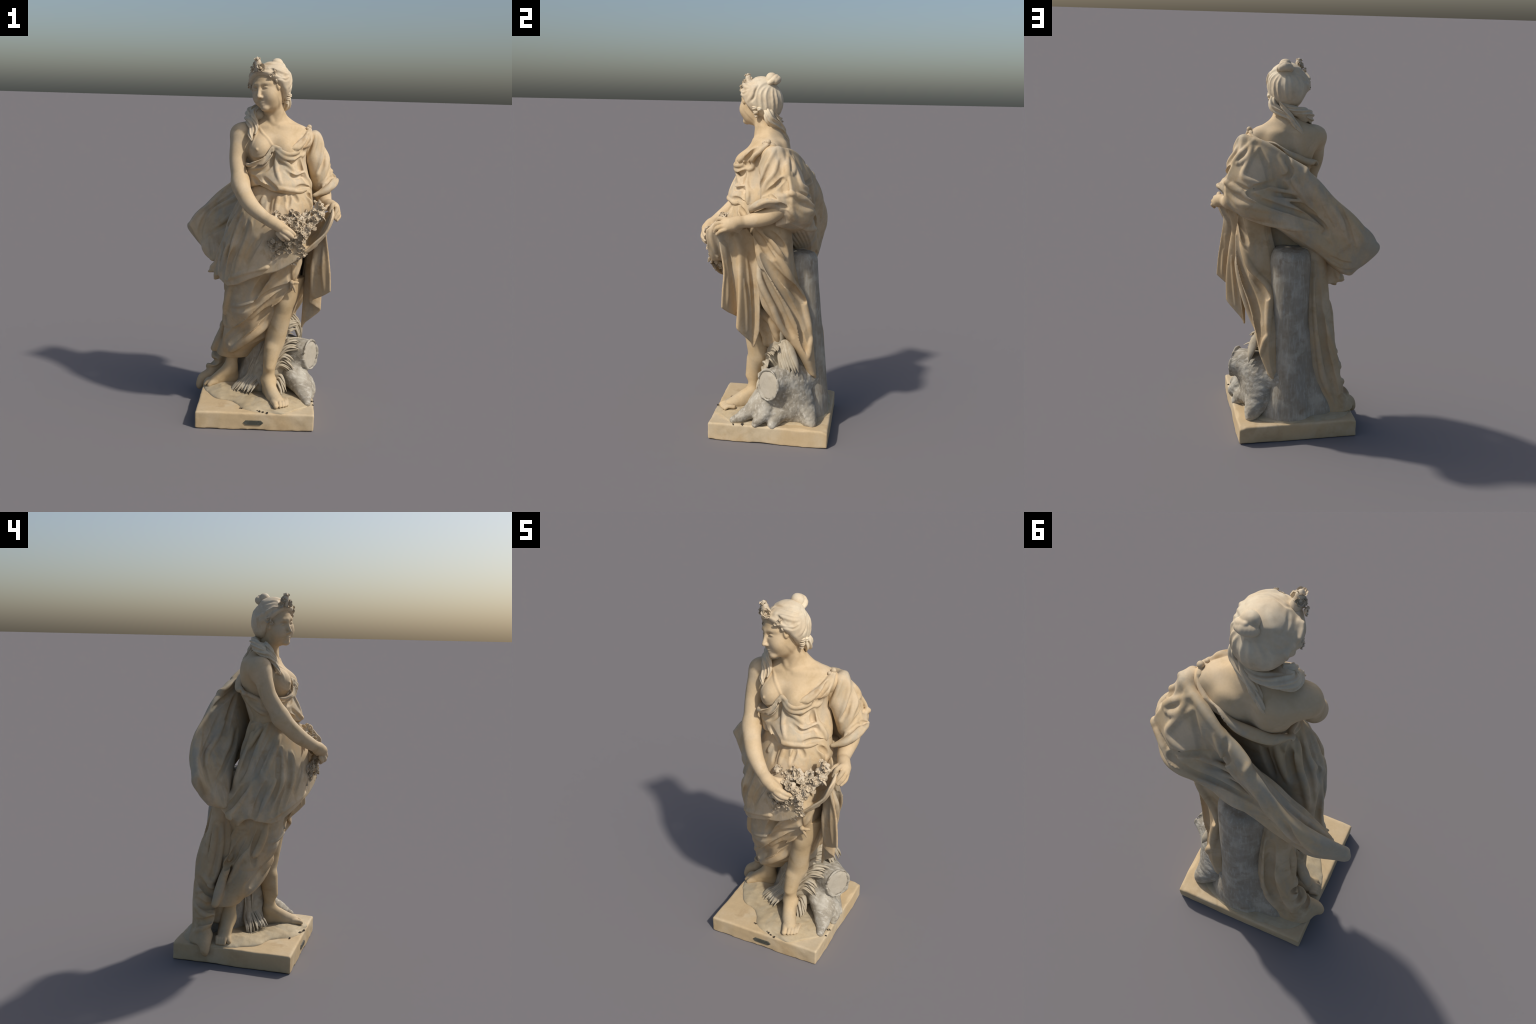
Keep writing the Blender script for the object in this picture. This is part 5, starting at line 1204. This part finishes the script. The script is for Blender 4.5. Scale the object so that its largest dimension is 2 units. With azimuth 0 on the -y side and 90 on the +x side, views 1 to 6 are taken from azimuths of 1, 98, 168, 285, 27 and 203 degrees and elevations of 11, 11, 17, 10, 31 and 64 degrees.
# (position, size, kind)
blooms = [((0.193, -0.265, 1.190), 1.25, 'rose'), ((0.184, -0.328, 1.150), 1.25, 'rose'), ((0.236, -0.285, 1.140), 1.15, 'daisy'), ((0.271, -0.290, 1.143), 1.1, 'bell'),
          ((0.139, -0.285, 1.030), 1.05, 'rose'), ((0.102, -0.280, 0.995), 1.1, 'blossom'), ((0.211, -0.298, 1.044), 1.1, 'blossom'), ((0.208, -0.290, 0.995), 1.0, 'bell'),
          ((0.314, -0.222, 1.240), 1.25, 'bell'), ((0.297, -0.275, 1.180), 1.15, 'blossom'), ((0.246, -0.245, 1.190), 1.1, 'bell'), ((0.081, -0.268, 1.187), 0.9, 'bell'),
          ((0.137, -0.255, 1.182), 0.95, 'blossom'), ((0.244, -0.295, 1.085), 0.8, 'blossom'), ((0.244, -0.308, 1.118), 1.2, 'daisy'), ((0.069, -0.295, 1.052), 1.0, 'rose'),
          ((0.323, -0.262, 1.203), 1.1, 'daisy'), ((0.217, -0.288, 1.172), 1.1, 'daisy'), ((0.160, -0.290, 1.168), 1.0, 'daisy'), ((0.190, -0.315, 1.095), 1.0, 'bell'),
          ((0.330, -0.235, 1.225), 0.9, 'blossom'), ((0.295, -0.235, 1.215), 1.0, 'daisy'), ((0.105, -0.300, 1.040), 0.95, 'blossom'), ((0.165, -0.300, 1.010), 0.9, 'bell'),
          ((0.220, -0.300, 1.018), 0.9, 'daisy'), ((0.080, -0.290, 1.015), 0.9, 'bell'), ((0.190, -0.270, 0.965), 0.85, 'bell'), ((0.110, -0.285, 1.065), 1.0, 'daisy'),
          ((0.150, -0.300, 1.055), 1.0, 'daisy'), ((0.180, -0.305, 1.070), 1.0, 'rose'), ((0.215, -0.305, 1.075), 0.9, 'bell'), ((0.205, -0.320, 1.130), 1.0, 'blossom'),
          ((0.226, -0.262, 1.172), 1.0, 'blossom'), ((0.268, -0.262, 1.165), 0.9, 'daisy'), ((0.170, -0.245, 1.195), 0.9, 'daisy'), ((0.105, -0.255, 1.190), 0.8, 'blossom')]
for p, s, kd in blooms:
    out = A([p[0] - 0.19, p[1] + 0.16, p[2] - 1.09]) + rng.uniform(-0.08, 0.08, 3) + A([0, -0.05, 0.02])
    place('flower', kd, p, out, s * 0.72, rng.uniform(0, 6), bouquet)
    for _ in range(3):
        q = A(p) + rng.uniform(-0.022, 0.022, 3)
        place('flower', rng.choice(['daisy', 'bell', 'blossom']), q, out + rng.uniform(-0.1, 0.1, 3), s * rng.uniform(0.35, 0.62), rng.uniform(0, 6), bouquet)
    for _ in range(2):
        q = A(p) + rng.uniform(-0.016, 0.016, 3) + A([0, 0.008, 0])
        place('leaf', rng.choice(['leaf_a', 'leaf_b']), q, out + rng.uniform(-0.12, 0.12, 3), s * rng.uniform(0.6, 0.95), rng.uniform(0, 6), bouquet)
# packed stems and leaves under the blooms
c = Clay((0.02, -0.35, 0.92), (0.36, -0.20, 1.26), 0.003)
for p, s, kd in blooms:
    c.ellipsoid(A(p) + A([0.0, 0.016, -0.006]), (0.021 * s, 0.017 * s, 0.021 * s), k=0.008)
c.roughen(0.005, 0.014, 41)
V, F = c.mesh(0)
fill = add_mesh('packed_foliage', V, F, FLORAL, bouquet); fill['kind'] = 'stuff'
# trailing sprays down to the hem
for a, b in (((0.10, -0.28, 0.99), (0.045, -0.25, 0.935)), ((0.205, -0.29, 0.99), (0.185, -0.285, 0.945)), ((0.23, -0.3, 1.03), (0.235, -0.30, 0.99))):
    for t_ in np.linspace(0, 1, 6):
        p = A(a) * (1 - t_) + A(b) * t_ + rng.uniform(-0.006, 0.006, 3)
        place('leaf', 'leaf_b', p, A([0, -1, 0.2]) + rng.uniform(-0.5, 0.5, 3), rng.uniform(0.6, 0.9), rng.uniform(0, 6), bouquet)
        place('flower', 'bell', p + rng.uniform(-0.008, 0.008, 3), A([0, -1, 0.0]) + rng.uniform(-0.5, 0.5, 3), rng.uniform(0.4, 0.6), rng.uniform(0, 6), bouquet)

# flowers in the hair
wreath = bpy.data.objects.new('hair_flowers', None); link(wreath, statue)
for p, nrm, s, kd in (((-0.033, -0.155, 1.978), (-0.2, -0.2, 1), 0.95, 'bell'), ((-0.028, -0.160, 1.960), (0.1, -1, 0.2), 0.75, 'daisy'), ((-0.016, -0.166, 1.942), (0.4, -0.9, 0.2), 1.05, 'rose'),
                      ((-0.046, -0.148, 1.955), (-0.9, -0.4, 0.2), 0.75, 'blossom'), ((-0.054, -0.132, 1.935), (-1, -0.2, -0.1), 0.85, 'bell'), ((-0.034, -0.150, 1.935), (-0.5, -0.8, 0), 1.0, 'blossom'),
                      ((-0.024, -0.145, 1.965), (0.6, 0.4, 0.4), 0.8, 'blossom'), ((-0.036, -0.142, 1.962), (-0.4, 0.7, 0.5), 0.85, 'rose'),
                      ((0.052, -0.178, 1.911), (0.25, -1, 0.3), 0.85, 'daisy'), ((0.060, -0.176, 1.926), (0.35, -0.8, 0.5), 0.65, 'blossom'), ((0.040, -0.180, 1.905), (0.1, -1, -0.1), 0.6, 'bell'),
                      ((-0.072, -0.072, 1.868), (-1, -0.1, 0.2), 0.8, 'blossom'), ((-0.072, -0.068, 1.850), (-1, 0.1, -0.1), 0.85, 'bell'), ((-0.066, -0.085, 1.838), (-1, -0.4, -0.3), 0.75, 'daisy')):
    place('flower', kd, p, nrm, s * (0.86 if p[2] > 1.93 else 0.66), rng.uniform(0, 6), wreath)
v, f = sweep([(-0.02, -0.14, 1.925), (-0.028, -0.150, 1.955), (-0.033, -0.154, 1.985), (-0.035, -0.157, 1.998)], [0.024, 0.020, 0.014, 0.002], 12, 10)
add_mesh('flower_stem', v, f, FLORAL, wreath)

# ------------------------------------------------------------------ sheaf of blades between the feet and over the log
sheaf = bpy.data.objects.new('leaf_sheaf', None); link(sheaf, statue)
def blades(root, knee, tip, n, spread_tip, spread_root, wid, seed):
    """A tuft of long pointed blades that droop at the tip, of uneven length."""
    g = np.random.RandomState(seed)
    n = int(n * 1.6); wid = wid * 0.78
    for i in range(n):
        t_ = (i + 0.5) / n - 0.5
        r0 = A(root) + A(spread_root) * t_ + g.uniform(-0.008, 0.008, 3)
        k0 = A(knee) + (A(spread_root) * 0.5 + A(spread_tip) * 0.5) * t_ + g.uniform(-0.009, 0.009, 3)
        e0 = A(tip) + A(spread_tip) * t_ + g.uniform(-0.010, 0.010, 3)
        e0 = k0 + (e0 - k0) * g.uniform(0.72, 1.06)
        w = wid * g.uniform(0.75, 1.2)
        V, F = sweep([r0, r0 * 0.4 + k0 * 0.6 + A([0, 0, 0.006]), k0, k0 * 0.4 + e0 * 0.6 + A([0, 0, 0.008]), e0], [w * 0.6, w, w * 1.1, w * 0.8, w * 0.06], 22, 10, 0.55, g.uniform(0.2, 1.2), 2, 0.16)
        add_mesh('leaf_blade', V, F, FROND, sheaf)
# fan towards her right foot
blades((0.03, 0.04, 0.34), (-0.02, 0.01, 0.20), (-0.11, -0.055, 0.122), 9, (0.11, -0.085, 0.005), (0.05, -0.01, 0.02), 0.015, 31)
blades((0.04, 0.03, 0.30), (0.0, -0.01, 0.19), (-0.055, -0.085, 0.128), 6, (0.08, -0.03, 0.0), (0.05, 0.0, 0.03), 0.014, 32)
# stalks rising behind the shin
blades((0.185, 0.085, 0.66), (0.13, 0.045, 0.46), (0.10, 0.02, 0.33), 6, (0.09, 0.04, 0.05), (0.05, 0.05, 0.02), 0.018, 39)
blades((0.17, 0.075, 0.66), (0.11, 0.03, 0.42), (0.04, 0.0, 0.20), 8, (0.12, 0.02, 0.05), (0.07, 0.05, 0.02), 0.018, 33)
# arcs over the log, to the front right
blades((0.10, 0.0, 0.40), (0.17, 0.035, 0.48), (0.235, 0.065, 0.485), 5, (0.02, 0.05, 0.06), (0.03, 0.04, 0.08), 0.017, 34)
blades((0.09, -0.01, 0.32), (0.18, 0.005, 0.40), (0.265, 0.015, 0.395), 5, (0.02, 0.02, 0.07), (0.02, 0.02, 0.07), 0.017, 35)
blades((0.08, -0.02, 0.25), (0.16, -0.022, 0.315), (0.225, -0.035, 0.270), 5, (0.02, 0.01, 0.08), (0.02, 0.01, 0.08), 0.016, 36)
blades((0.08, -0.03, 0.18), (0.135, -0.055, 0.205), (0.168, -0.100, 0.132), 6, (0.05, 0.03, 0.05), (0.02, 0.01, 0.06), 0.015, 37)
blades((0.19, 0.10, 0.55), (0.235, 0.125, 0.47), (0.265, 0.150, 0.38), 5, (0.0, 0.10, 0.04), (0.03, 0.06, 0.02), 0.021, 38)
c = Clay((-0.08, -0.10, 0.10), (0.28, 0.18, 0.64), 0.005)
c.tube([(0.17, 0.09, 0.62), (0.13, 0.055, 0.46), (0.09, 0.03, 0.32), (0.04, 0.02, 0.16)], [0.03, 0.055, 0.065, 0.07], k=0.03)
c.ellipsoid((0.13, 0.02, 0.24), (0.075, 0.04, 0.11), k=0.04)
c.roughen(0.006, 0.03, 44)
V, F = c.mesh(1)
add_mesh('leaf_mass', V, F, FROND, sheaf)
